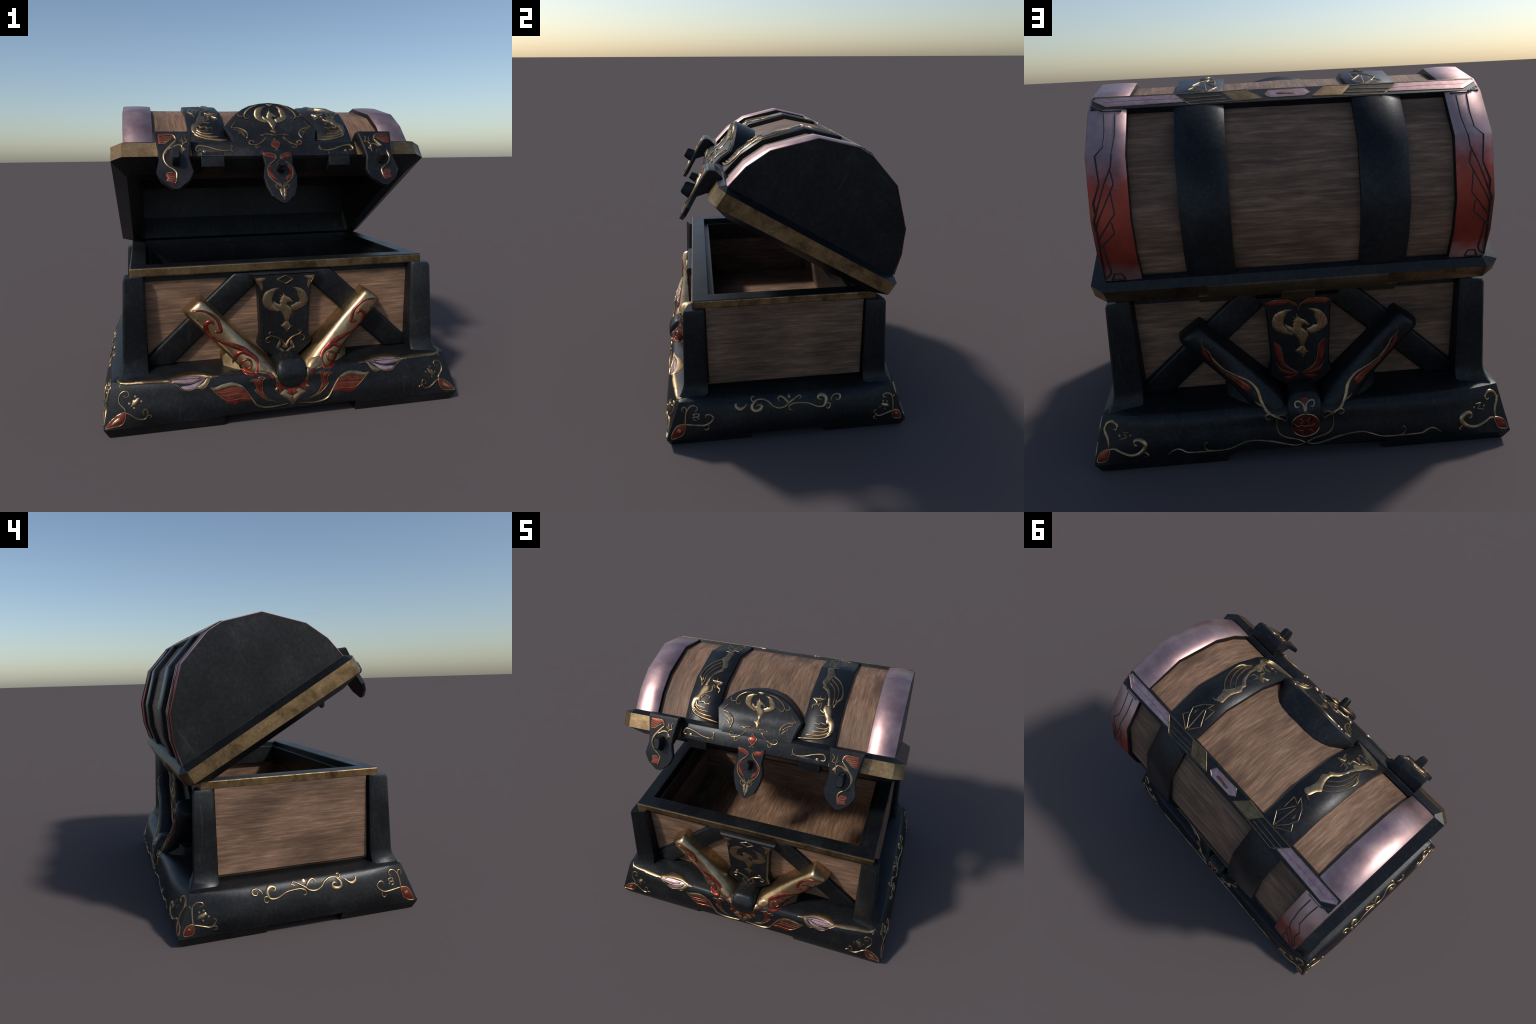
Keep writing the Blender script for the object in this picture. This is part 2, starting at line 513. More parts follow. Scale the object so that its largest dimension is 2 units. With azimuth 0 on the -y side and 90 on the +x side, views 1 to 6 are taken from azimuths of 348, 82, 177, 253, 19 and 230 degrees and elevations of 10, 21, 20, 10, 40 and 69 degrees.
# timber between the straps: three front, three rear
ridge = 4
for x0, x1 in ((-0.672, -0.468), (-0.275, 0.275), (0.468, 0.672)):
    fo, fi = A_WOOD[:5], A_SHELL[:5]
    V, F = arch_band(fo, fi, x0, x1)
    if x0 < 0 < x1:
        rings = []
        for k in range(17):
            x = lerp(x0, x1, k / 16)
            b = max(0.0, 1 - abs(x) / 0.19)
            lift = [0.0, 0.0, 0.020 * b, 0.006 * b, 0.0]
            up = [lerp_pt(p, q, l / 0.030) for p, q, l in zip(fo, A0[:5], lift)]
            rings.append([(x, y, z) for y, z in up + fi[::-1]])
        V, F = loft(rings)
    obj_from("lid_timber", V, F, WOOD_ARCH, lid, smooth=30)
    fo, fi = A_WOOD[5:], A_SHELL[5:]
    V, F = arch_band(fo, fi, x0, x1)
    obj_from("lid_timber", V, F, WOOD_X, lid, smooth=30)

# straps over the lid, slightly crowned across their width
def crowned_strap(name, x0, x1, mat, crown, parent):
    A_SI = inset(ARCH, 0.052)
    rings = []
    for k in range(9):
        e = -1 + 2 * k / 8
        x = lerp(x0, x1, k / 8)
        rings.append([(x, y, z) for y, z in list(inset(ARCH, crown * e * e)) + A_SI[::-1]])
    V, F = loft(rings)
    o = obj_from(name, V, F, mat, parent, smooth=33)
    # soft-shaded edges, as on a smoothed casting: normals lean out across the width
    me = o.data
    xm, hw = 0.5 * (x0 + x1), 0.5 * abs(x1 - x0)
    base = [Vector(n.vector) for n in me.corner_normals]
    out = []
    for li, loop in enumerate(me.loops):
        co = me.vertices[loop.vertex_index].co
        nr = base[li]
        if abs(nr.x) < 0.5:
            e = max(-1.0, min(1.0, (co.x - xm) / hw))
            a = math.radians(ROLL) * e * abs(e) ** 0.3
            nr = Vector((math.sin(a), nr.y * math.cos(a), nr.z * math.cos(a)))
        out.append(nr.normalized())
    me.normals_split_custom_set([tuple(n) for n in out])
    return o
ROLL = 31
for s in (1, -1):
    crowned_strap("end_strap", s * 0.667, s * 0.8235, STRAP, 0.0035, lid)
    crowned_strap("steel_strap", s * 0.269, s * 0.474, STEEL, 0.004, lid)
    # dark inner cheek of the rose straps
    V, F = arch_band(inset(ARCH, 0.0065), inset(ARCH, 0.052), s * 0.6655, s * 0.6675)
    obj_from("strap_cheek", V, F, STEEL, lid, smooth=30)

# ridge band on the flat crown
V, F = box(-0.815, 0.815, -0.0460, 0.0460, 0.468, 0.5155)
obj_from("ridge_band", V, F, STEEL, lid, smooth=0, bevel=0.002)

# front bar, with two blocks; the rear has the same in brown brass
bar = [(-0.545, 0.006), (-0.553, 0.003), (-0.582, -0.018), (-0.590, -0.045), (-0.5915, -0.085), (-0.5905, -0.112), (-0.570, -0.122), (-0.545, -0.115)]
V, F = prism(bar, 0, -0.467, 0.467)
BAR = obj_from("hasp_bar", V, F, STEEL, lid, smooth=40, bevel=0.002)
blk = [(-0.53, -0.085), (-0.5925, -0.085), (-0.5915, -0.105), (-0.567, -0.163), (-0.50, -0.163), (-0.47, -0.15)]
for s in (1, -1):
    V, F = prism(blk, 0, s * 0.296, s * 0.421)
    obj_from("catch_block", V, F, STEEL, lid, smooth=20, bevel=0.003)
rbar = [(0.545, -0.02), (0.588, -0.022), (0.592, -0.06), (0.588, -0.108), (0.545, -0.115)]
V, F = prism(rbar, 0, -0.394, 0.394)
obj_from("rear_bar", V, F, BRASS_BROWN, lid, smooth=30, bevel=0.002)
rb = [(0.50, -0.085), (0.5905, -0.085), (0.582, -0.142), (0.50, -0.145)]
for s in (1, -1):
    V, F = prism(rb, 0, s * 0.291, s * 0.440)
    obj_from("rear_block", V, F, BRASS_BROWN, lid, smooth=20, bevel=0.003)
V, F = prism([(0.50, -0.09), (0.5935, -0.09), (0.592, -0.155), (0.50, -0.155)], 0, -0.075, 0.075)
obj_from("rear_block", V, F, BRASS_BROWN, lid, smooth=20, bevel=0.003)

# domed crest plate standing on the bar
CR = [(0.0, 0.258), (0.060, 0.252), (0.118, 0.238), (0.160, 0.217), (0.200, 0.188), (0.238, 0.150), (0.272, 0.107), (0.250, 0.035), (0.234, -0.042)]
crest_poly = CR + [(-x, n) for x, n in CR[:0:-1]]
def crest_s(x, n):
    foot = 0.0385 * (1 - smooth01((n + 0.01) / 0.115))
    edge = 0.016 * smooth01((n - 0.12) / 0.14)
    return 0.553 + foot + edge - 0.14 * x * x
rings = []
for k, ds in ((1.0, -0.15), (1.0, -0.012), (0.955, 0.0), (0.80, 0.0), (0.6, 0.0), (0.4, 0.0), (0.2, 0.0), (0.04, 0.0)):
    ring = []
    for x, n in crest_poly:
        xx, nn = x * k, 0.06 + (n - 0.06) * k
        s = crest_s(xx, nn) + ds
        if ds < -0.1:
            s = 0.405 if n > 0.15 else 0.46
            nn += 0.012 if n > 0.15 else 0.0
        ring.append((xx, -s, nn))
    rings.append(ring)
V, F = loft(rings)
CREST = obj_from("crest_plate", V, F, STEEL, lid, smooth=34)

# hasps: outline half-widths down the plate
def hasp(cx, levels, name):
    rings = []
    for n, half, sf, sb in levels:
        e = 0.006 if half > 0.02 else 0.002
        rings.append([(cx - half, -sb, n), (cx - half, -sf + e, n), (cx - half + e, -sf, n), (cx + half - e, -sf, n), (cx + half, -sf + e, n), (cx + half, -sb, n)])
    V, F = loft(rings)
    return obj_from(name, V, F, STEEL, lid, smooth=22)
SIDE_LEVELS = [(0.016, 0.100, 0.618, 0.604), (0.006, 0.100, 0.645, 0.565), (-0.004, 0.100, 0.650, 0.552), (-0.05, 0.092, 0.653, 0.548), (-0.100, 0.084, 0.655, 0.576), (-0.160, 0.0775, 0.655, 0.628), (-0.200, 0.087, 0.654, 0.629), (-0.237, 0.0955, 0.653, 0.629), (-0.262, 0.086, 0.651, 0.628), (-0.290, 0.070, 0.650, 0.626), (-0.332, 0.014, 0.647, 0.625)]
HASP = []
for s in (1, -1):
    HASP.append(hasp(s * 0.567, SIDE_LEVELS, "hasp"))
MID_LEVELS = [(-0.085, 0.089, 0.598, 0.570), (-0.100, 0.087, 0.5985, 0.572), (-0.170, 0.0775, 0.598, 0.572), (-0.210, 0.088, 0.597, 0.572), (-0.245, 0.0935, 0.596, 0.571), (-0.300, 0.084, 0.595, 0.570), (-0.358, 0.062, 0.594, 0.570), (-0.401, 0.012, 0.592, 0.569)]
HASP.append(hasp(0.0, MID_LEVELS, "hasp"))
for cx, half, n0, n1, s0, s1 in ((0.563, 0.021, -0.198, -0.122, 0.640, 0.713), (-0.563, 0.021, -0.198, -0.122, 0.640, 0.713), (0.0, 0.020, -0.216, -0.168, 0.585, 0.655)):
    rings = []
    for s, k in ((s0, 1.25), (s1 - 0.012, 1.0), (s1, 0.78)):
        c = 0.35
        hx, hz, zc = half * k, 0.5 * (n1 - n0) * k, 0.5 * (n0 + n1)
        rings.append([(cx - hx, -s, zc - hz * (1 - c)), (cx - hx * (1 - c), -s, zc - hz), (cx + hx * (1 - c), -s, zc - hz), (cx + hx, -s, zc - hz * (1 - c)), (cx + hx, -s, zc + hz * (1 - c)), (cx + hx * (1 - c), -s, zc + hz), (cx - hx * (1 - c), -s, zc + hz), (cx - hx, -s, zc + hz * (1 - c))])
    V, F = loft(rings)
    obj_from("hasp_stud", V, F, STEEL, lid, smooth=50)

# ================================================================== RELIEF ORNAMENT
G, R, P_, K, B, KF = 0, 1, 2, 3, 4, 5
P = P_
ORN_MATS = [GILT_FINE, RED, ROSE, ENGRAVE, BRASS, ENGRAVE]

def line(pts, w, mat, closed=False, sharp=False):
    return ("line", pts, w, mat, closed, sharp, None)

def fill(pts, mat, sharp=False, h=None):
    return ("fill", pts, None, mat, True, sharp, h)

def dot(c, r, mat):
    ring = [(c[0] + r * math.cos(a * math.pi / 5), c[1] + r * math.sin(a * math.pi / 5)) for a in range(10)]
    return ("fill", ring, None, mat, True, True, 0.004)

def catmull(pts, closed, step):
    n = len(pts)
    out = []
    for i in range(n if closed else n - 1):
        g = lambda k: pts[k % n] if closed else pts[max(0, min(n - 1, k))]
        p0, p1, p2, p3 = g(i - 1), g(i), g(i + 1), g(i + 2)
        m = max(2, int(math.hypot(p2[0] - p1[0], p2[1] - p1[1]) / step) + 1)
        for j in range(m):
            t = j / m
            c = []
            for a, b, d, e in zip(p0, p1, p2, p3):
                c.append(0.5 * (2 * b + (d - a) * t + (2 * a - 5 * b + 4 * d - e) * t * t + (3 * b - a - 3 * d + e) * t ** 3))
            out.append(tuple(c))
    if not closed:
        out.append(tuple(pts[-1]))
    return out

def straight(pts, closed, step):
    out = []
    n = len(pts)
    for i in range(n if closed else n - 1):
        a, b = pts[i], pts[(i + 1) % n]
        m = max(1, int(math.hypot(b[0] - a[0], b[1] - a[1]) / step))
        out += [(lerp(a[0], b[0], j / m), lerp(a[1], b[1], j / m)) for j in range(m)]
    if not closed:
        out.append(tuple(pts[-1]))
    return out

KH = 0.0022
CROSS = ((-1.0, 0.0), (-0.72, 0.62), (-0.3, 0.96), (0.3, 0.96), (0.72, 0.62), (1.0, 0.0))

def relief_line(item, V, F, M):
    _, pts, w, mat, closed, sharp, _h = item
    path = (straight if sharp else catmull)(pts, closed, 0.006)
    n = len(path)
    base = len(V)
    c = len(CROSS)
    for i, p in enumerate(path):
        a = path[(i - 1) % n] if (closed or i) else p
        b = path[(i + 1) % n] if (closed or i < n - 1) else p
        dx, dy = b[0] - a[0], b[1] - a[1]
        l = math.hypot(dx, dy) or 1.0
        nx, ny = -dy / l, dx / l
        t = i / max(1, n - 1)
        f = t * (len(w) - 1)
        k = min(int(f), len(w) - 2) if len(w) > 1 else 0
        wd = (w[0] if len(w) == 1 else lerp(w[k], w[k + 1], f - k)) * 1.0
        if not closed:          # rounded tips
            d = min(i, n - 1 - i)
            wd *= (0.45, 0.85)[d] if d < 2 else 1.0
        hgt = min(0.0062, 0.0028 + 0.28 * wd) if mat not in (K, KF) else (KH if mat == K else 0.0064)
        if mat == R:
            hgt = min(hgt, 0.0045)
        for e, q in CROSS:
            V.append((p[0] + nx * wd * 0.5 * e, p[1] + ny * wd * 0.5 * e, -0.0025 + (hgt + 0.0025) * q))
    for i in range(n if closed else n - 1):
        j = (i + 1) % n
        for s in range(c - 1):
            F.append((base + i * c + s, base + i * c + s + 1, base + j * c + s + 1, base + j * c + s)); M.append(mat)
    if not closed:
        F.append(tuple(base + s for s in range(c))[::-1]); M.append(mat)
        F.append(tuple(base + (n - 1) * c + s for s in range(c))); M.append(mat)

def inside(p, poly):
    r = False
    j = len(poly) - 1
    for i in range(len(poly)):
        (xi, yi), (xj, yj) = poly[i], poly[j]
        if (yi > p[1]) != (yj > p[1]) and p[0] < (xj - xi) * (p[1] - yi) / (yj - yi) + xi:
            r = not r
        j = i
    return r

def edge_dist(p, poly):
    best = 9.0
    for i in range(len(poly)):
        (ax, ay), (bx, by) = poly[i - 1], poly[i]
        dx, dy = bx - ax, by - ay
        q = dx * dx + dy * dy
        t = 0 if q == 0 else max(0, min(1, ((p[0] - ax) * dx + (p[1] - ay) * dy) / q))
        best = min(best, math.hypot(p[0] - ax - t * dx, p[1] - ay - t * dy))
    return best

def relief_fill(item, V, F, M):
    _, pts, _w, mat, _c, sharp, h = item
    h = h or 0.0042
    if mat in (R, P_):
        h = min(h, 0.0024)
    loop = (straight if sharp else catmull)(pts, True, 0.007)
    xs, ys = [p[0] for p in loop], [p[1] for p in loop]
    step = 0.0075
    extra = []
    yy = min(ys) + step * 0.5
    row = 0
    while yy < max(ys):
        xx = min(xs) + step * (0.5 if row % 2 else 0.0)
        while xx < max(xs):
            if inside((xx, yy), loop) and edge_dist((xx, yy), loop) > 0.0028:
                extra.append((xx, yy))
            xx += step
        yy += step; row += 1
    n = len(loop)
    vs, _e, fs, *_ = delaunay_2d_cdt([Vector(p) for p in loop + extra], [], [list(range(n))], 1, 1e-6)
    base = len(V)
    for v in vs:
        d = edge_dist((v.x, v.y), loop)
        V.append((v.x, v.y, h * 0.55 + h * 0.75 * min(1.0, d / 0.009) ** 0.6))
    count = {}
    for f in fs:
        f = list(f)
        ar = sum(vs[f[i - 1]].x * vs[f[i]].y - vs[f[i]].x * vs[f[i - 1]].y for i in range(len(f)))
        if ar < 0:
            f.reverse()
        F.append(tuple(base + i for i in f)); M.append(mat)
        for i in range(len(f)):
            count[(f[i - 1], f[i])] = 1
    rim = [e for e in count if (e[1], e[0]) not in count]
    low = {}
    for a, b in rim:
        for i in (a, b):
            if i not in low:
                low[i] = len(V)
                V.append((vs[i].x, vs[i].y, -0.0025))
        F.append((base + b, base + a, low[a], low[b])); M.append(mat)

def ornament(name, items, surf, parent, tf=None, flat=1.0):
    """items live in a flat (u, v, height) space; surf lays them on a surface"""
    V, F, M = [], [], []
    for it in items:
        (relief_line if it[0] == "line" else relief_fill)(it, V, F, M)
    out = []
    for u, v, h in V:
        if tf:
            u, v = tf(u, v)
        p, nrm = surf(u, v)
        out.append(p + nrm * (h * flat if h > 0 else h))
    used = sorted(set(M))
    o = obj_from(name, out, F, [ORN_MATS[i] for i in used], parent, fmat=[used.index(m) for m in M], smooth=48, recalc=False)
    # make normals face outwards when the layout was mirrored
    me = o.data
    me.update()
    p0 = me.polygons[0]
    flips = 0
    for poly in list(me.polygons)[:40]:
        u, v, h = V[poly.vertices[0]]
        if tf:
            u, v = tf(u, v)
        flips += 1 if poly.normal.dot(surf(u, v)[1]) < 0 else -1
    if flips > 0:
        me.flip_normals()
    return o

def bvh_of(objs):
    V, F = [], []
    for o in objs:
        k = len(V)
        V += [v.co.copy() for v in o.data.vertices]
        F += [tuple(i + k for i in p.vertices) for p in o.data.polygons]
    return BVHTree.FromPolygons(V, F)

def cast(objs, axis, sign):
    """surface seen along an axis; axis 1: (u,v)=(x,z); axis 0: (u,v)=(y,z)"""
    tree = bvh_of(objs)
    def f(u, v):
        o = Vector((u, sign * 3.0, v)) if axis == 1 else Vector((sign * 3.0, u, v))
        d = Vector((0, -sign, 0)) if axis == 1 else Vector((-sign, 0, 0))
        hit, nrm, _i, _d = tree.ray_cast(o, d)
        if hit is None:
            hit, nrm, _i, _d = tree.find_nearest(Vector((u, sign * 0.7, v)) if axis == 1 else Vector((sign * 0.97, u, v)))
        if nrm.dot(d) > 0:
            nrm = -nrm
        # keep relief near-perpendicular even on steep bevels
        nrm = (nrm - d * 0.6).normalized()
        return hit, nrm
    return f

# arch of the lid by arc length
ARC = [0.0]
for a, b in zip(ARCH, ARCH[1:]):
    ARC.append(ARC[-1] + math.hypot(b[0] - a[0], b[1] - a[1]))
FN = []
for a, b in zip(ARCH, ARCH[1:]):
    l = math.hypot(b[0] - a[0], b[1] - a[1])
    FN.append(Vector((0, -(b[1] - a[1]) / l, (b[0] - a[0]) / l)))
VN = [FN[0]] + [(FN[i] + FN[i + 1]).normalized() for i in range(len(FN) - 1)] + [FN[-1]]
def arch_surf(x, t):
    t = max(0.0, min(ARC[-1], t))
    i = 0
    while i < len(ARC) - 2 and t > ARC[i + 1]:
        i += 1
    k = (t - ARC[i]) / (ARC[i + 1] - ARC[i])
    p = Vector((x, lerp(ARCH[i][0], ARCH[i + 1][0], k), lerp(ARCH[i][1], ARCH[i + 1][1], k)))
    return p, VN[i].lerp(VN[i + 1], k).normalized()

PHOENIX = [
    fill([(-0.0322, 0.1), (-0.0643, 0.0998), (-0.0965, 0.089), (-0.1174, 0.0728), (-0.1279, 0.0414), (-0.1259, 0.0187), (-0.1133, -0.0032), (-0.0845, -0.0216), (-0.0408, -0.0323), (-0.0326, -0.0221), (-0.0488, -0.0111), (-0.0649, 0.0046), (-0.0738, 0.0215), (-0.075, 0.0458), (-0.0645, 0.0725), (-0.0515, 0.0893)], G),
    fill([(0.0376, 0.1013), (0.062, 0.0981), (0.0883, 0.09), (0.1081, 0.0741), (0.1221, 0.0503), (0.1292, 0.0269), (0.1234, 0.0076), (0.1052, -0.0092), (0.0788, -0.0237), (0.0491, -0.033), (0.0376, -0.0256), (0.0311, -0.0039), (0.0491, 0.003), (0.0639, 0.0151), (0.0787, 0.014), (0.078, 0.0337), (0.0703, 0.0538), (0.0686, 0.0734), (0.0555, 0.0905)], G),
    fill([(-0.0122, 0.0803), (-0.008, 0.0623), (0.0082, 0.0498), (0.0229, 0.0424), (0.0343, 0.0302), (0.0465, 0.0173), (0.036, 0.0144), (0.0196, 0.0208), (0.0092, 0.0163), (0.0059, 0.0045), (0.0196, -0.0063), (0.0343, -0.0205), (0.0376, -0.0388), (0.0294, -0.0595), (0.0202, -0.077), (0.0146, -0.0947), (0.008, -0.0991), (-0.0002, -0.0935), (-0.005, -0.0717), (-0.0132, -0.0514), (-0.0229, -0.0343), (-0.0359, -0.0235), (-0.0537, -0.0157), (-0.0649, 0.0046), (-0.0693, 0.0309), (-0.0584, 0.0204), (-0.0455, 0.013), (-0.0309, 0.0055), (-0.0318, 0.025), (-0.0227, 0.0357), (-0.0356, 0.0441), (-0.0178, 0.0468), (-0.0323, 0.0645), (-0.0145, 0.053)], G, sharp=True),
    fill([(-0.0018, -0.0934), (0.008, -0.0859), (0.0179, -0.0949), (0.0245, -0.112), (0.04, -0.1232), (0.0288, -0.1266), (0.0195, -0.1365), (0.009, -0.1539), (-0.0009, -0.1348), (-0.015, -0.1237), (-0.0281, -0.1134), (-0.015, -0.1072)], G, sharp=True),
    line([(-0.1022, 0.0862), (-0.0966, 0.0698), (-0.092, 0.0486)], (0.002, 0.0055, 0.002,), KF),
    line([(-0.1158, 0.0711), (-0.1057, 0.0576), (-0.0969, 0.0392)], (0.002, 0.0055, 0.002,), KF),
    line([(-0.1263, 0.0413), (-0.1097, 0.0321), (-0.0906, 0.0178)], (0.002, 0.0055, 0.002,), KF),
    line([(-0.1243, 0.0186), (-0.1083, 0.011), (-0.0875, 0.0014)], (0.002, 0.0055, 0.002,), KF),
    line([(-0.1117, -0.0043), (-0.094, -0.0056), (-0.0747, -0.0148)], (0.002, 0.0055, 0.002,), KF),
    line([(0.1031, 0.076), (0.1055, 0.0612), (0.101, 0.0452)], (0.002, 0.0055, 0.002,), KF),
    line([(0.1181, 0.0571), (0.1149, 0.0443), (0.1034, 0.032)], (0.002, 0.0055, 0.002,), KF),
    line([(0.1288, 0.0318), (0.1183, 0.0277), (0.1034, 0.0189)], (0.002, 0.0055, 0.002,), KF),
    line([(0.1234, 0.0076), (0.1084, 0.007), (0.0919, 0.0033)], (0.002, 0.0055, 0.002,), KF),
    line([(0.1019, -0.0089), (0.0853, -0.0061), (0.0689, -0.0098)], (0.002, 0.0055, 0.002,), KF),
    line([(0.008, -0.0942), (0.007, -0.1189), (0.009, -0.1489)], (0.002, 0.0055, 0.002,), KF),
    line([(-0.0325, 0.0023), (-0.0098, -0.0189), (0.0032, -0.0526)], (0.002, 0.0055, 0.002,), KF),
]

FRONT_SHIELD_HALF = [
    fill([(0.1076, 0.7571), (0.1662, 0.7576), (0.1605, 0.7353), (0.1425, 0.7137), (0.1337, 0.6843), (0.1251, 0.6985), (0.1308, 0.7354), (0.1176, 0.7427)], G, sharp=True),
    line([(0.0012, 0.351), (0.0045, 0.3675), (0.0195, 0.393), (0.0427, 0.4128), (0.0693, 0.4223), (0.0876, 0.4325), (0.0925, 0.4421), (0.0825, 0.448), (0.0709, 0.4456)], (0.0154, 0.0099, 0.0066,), G),
    line([(0.0792, 0.4231), (0.0993, 0.4191), (0.1111, 0.4053), (0.1045, 0.3897), (0.086, 0.3923)], (0.0066, 0.0088, 0.0088,), G),
    fill([(0.0311, 0.4054), (0.0444, 0.3774), (0.0527, 0.3548), (0.0294, 0.335), (0.0128, 0.3145), (0.0011, 0.3308), (0.0194, 0.3443), (0.0344, 0.3564), (0.0254, 0.3757)], G, sharp=True),
]

FRONT_SHIELD_MID = [
    line([(-0.0432, 0.7444), (0.0003, 0.7635), (0.0456, 0.7428), (0.0028, 0.7175)], (0.009,), G, closed=True, sharp=True),
    fill([(-0.017, 0.361), (-0.0004, 0.373), (0.0161, 0.3564), (0.0012, 0.3426)], G, sharp=True),
]

PLINTH_FRONT = [
    line([(0.9008, 0.2908), (0.9126, 0.2843), (0.9058, 0.2724), (0.8732, 0.263), (0.8035, 0.2659), (0.7293, 0.2671), (0.6452, 0.2658)], (0.004, 0.018, 0.018, 0.017, 0.016,), G),
    line([(0.6536, 0.2686), (0.5799, 0.2763), (0.4988, 0.2761), (0.4467, 0.2713), (0.392, 0.266)], (0.014, 0.009, 0.007,), G),
    line([(0.392, 0.266), (0.4333, 0.2639), (0.4489, 0.2447), (0.4683, 0.224), (0.4896, 0.2188), (0.5084, 0.2254), (0.5477, 0.2161), (0.5848, 0.2219), (0.6059, 0.2423), (0.6503, 0.2621)], (0.006, 0.008, 0.007,), G),
    fill([(0.4198, 0.2671), (0.439, 0.2591), (0.4616, 0.229), (0.4896, 0.2188), (0.5086, 0.2267), (0.4718, 0.2484), (0.4522, 0.2663)], G),
    fill([(0.4526, 0.2673), (0.5209, 0.2719), (0.6465, 0.2702), (0.6429, 0.2627), (0.5837, 0.2548), (0.5317, 0.2532), (0.4913, 0.2633)], P),
    fill([(0.4655, 0.2625), (0.5086, 0.2495), (0.5503, 0.2402), (0.5905, 0.2379), (0.5777, 0.2238), (0.5479, 0.22), (0.5124, 0.2283), (0.486, 0.2473)], P),
    line([(0.4526, 0.2673), (0.4904, 0.2607), (0.5306, 0.25), (0.5826, 0.2516), (0.6378, 0.2593)], (0.005, 0.007, 0.006,), G),
    fill([(0.2683, 0.2094), (0.2967, 0.2275), (0.33, 0.2358), (0.3784, 0.2298), (0.4133, 0.2194), (0.4419, 0.2188), (0.4221, 0.1999), (0.3862, 0.2015), (0.3443, 0.2094), (0.312, 0.2111), (0.2792, 0.1993)], G),
    fill([(0.263, 0.1978), (0.312, 0.2111), (0.3604, 0.2058), (0.422, 0.199), (0.4113, 0.1835), (0.3937, 0.1674), (0.3763, 0.1513), (0.356, 0.132), (0.32, 0.1205), (0.2913, 0.131), (0.2594, 0.1343), (0.2242, 0.1349), (0.2437, 0.1701)], R, h=0.0035),
    line([(0.0226, 0.096), (0.0694, 0.0882), (0.1323, 0.0848), (0.1764, 0.0928), (0.2029, 0.1095), (0.2211, 0.1368), (0.2421, 0.1703), (0.2682, 0.2064)], (0.005, 0.011, 0.013, 0.01,), G),
    line([(0.2693, 0.1942), (0.3272, 0.1931), (0.3756, 0.1884), (0.42, 0.1932)], (0.004, 0.007, 0.008, 0.004,), G),
    line([(0.2567, 0.1733), (0.3004, 0.177), (0.3518, 0.1729), (0.3991, 0.1743)], (0.004, 0.007, 0.008, 0.004,), G),
    line([(0.2293, 0.1435), (0.2664, 0.1503), (0.3177, 0.1466), (0.3566, 0.1473), (0.3906, 0.1692), (0.4412, 0.2182)], (0.005, 0.008, 0.008, 0.005,), G),
    fill([(0.1488, 0.2439), (0.1724, 0.2492), (0.1807, 0.234), (0.2003, 0.2402), (0.2291, 0.2333), (0.2062, 0.225), (0.1973, 0.1923), (0.2022, 0.1824), (0.1776, 0.1561), (0.1417, 0.1299), (0.1589, 0.1609), (0.1667, 0.1954), (0.163, 0.2299)], R, sharp=True, h=0.0035),
    line([(0.1359, 0.2403), (0.1509, 0.2469), (0.1695, 0.2508), (0.1843, 0.2442), (0.1773, 0.2221), (0.1739, 0.2038)], (0.004, 0.007, 0.006,), G),
    line([(0.1773, 0.2221), (0.1906, 0.2389), (0.2101, 0.2412), (0.233, 0.2335)], (0.006, 0.007, 0.003,), G),
    line([(0.233, 0.2335), (0.2095, 0.2277), (0.1995, 0.2103), (0.1955, 0.188), (0.2054, 0.1826), (0.1807, 0.1558), (0.1415, 0.1269), (0.0925, 0.1133)], (0.003, 0.006, 0.008, 0.004,), G),
    line([(0.1504, 0.2431), (0.1645, 0.2235), (0.164, 0.1927), (0.1681, 0.1804), (0.1609, 0.1665), (0.1403, 0.1346), (0.0925, 0.1133)], (0.004, 0.006, 0.007, 0.003,), G),
    line([(0.2015, 0.1824), (0.1786, 0.1706), (0.1623, 0.1635)], (0.005,), G),
    line([(0.8746, 0.1311), (0.8787, 0.1481), (0.8996, 0.1697), (0.9069, 0.1884), (0.9012, 0.2117), (0.8868, 0.2265), (0.8669, 0.231), (0.8546, 0.2219), (0.8558, 0.2092), (0.8681, 0.2022), (0.8822, 0.2074)], (0.01, 0.009, 0.006,), G),
    line([(0.8742, 0.1286), (0.8523, 0.1216), (0.8289, 0.104), (0.8071, 0.0934), (0.7796, 0.0929), (0.7672, 0.1071), (0.7635, 0.1288), (0.7722, 0.1432), (0.7841, 0.1364), (0.789, 0.1202), (0.7801, 0.117)], (0.01, 0.009, 0.005,), G),
    line([(0.7678, 0.1084), (0.7535, 0.1117), (0.7455, 0.1058), (0.7554, 0.097)], (0.005, 0.008, 0.008,), G),
    fill([(0.8762, 0.1308), (0.9109, 0.1205), (0.9437, 0.0979), (0.9658, 0.0748), (0.9763, 0.0591), (0.9362, 0.0644), (0.9055, 0.0673), (0.8844, 0.0829), (0.8764, 0.1051)], R, h=0.004),
    line([(0.8762, 0.1308), (0.9109, 0.1205), (0.9437, 0.0979), (0.9658, 0.0748), (0.9763, 0.0591), (0.9362, 0.0644), (0.9055, 0.0673), (0.8844, 0.0829), (0.8764, 0.1051)], (0.009,), G, closed=True),
    fill([(0.9041, 0.1075), (0.933, 0.0919), (0.9479, 0.0715), (0.9248, 0.0762), (0.907, 0.0891)], G, h=0.007),
    fill([(0.8015, 0.2011), (0.8357, 0.1884), (0.8424, 0.1686), (0.8485, 0.1552), (0.8187, 0.1621), (0.8082, 0.1787)], G, sharp=True, h=0.008),
    dot((0.8232, 0.2042), 0.006, G),
    dot((0.794, 0.1807), 0.006, G),
    dot((0.8545, 0.1718), 0.006, G),
    dot((0.8315, 0.1502), 0.006, G),
]

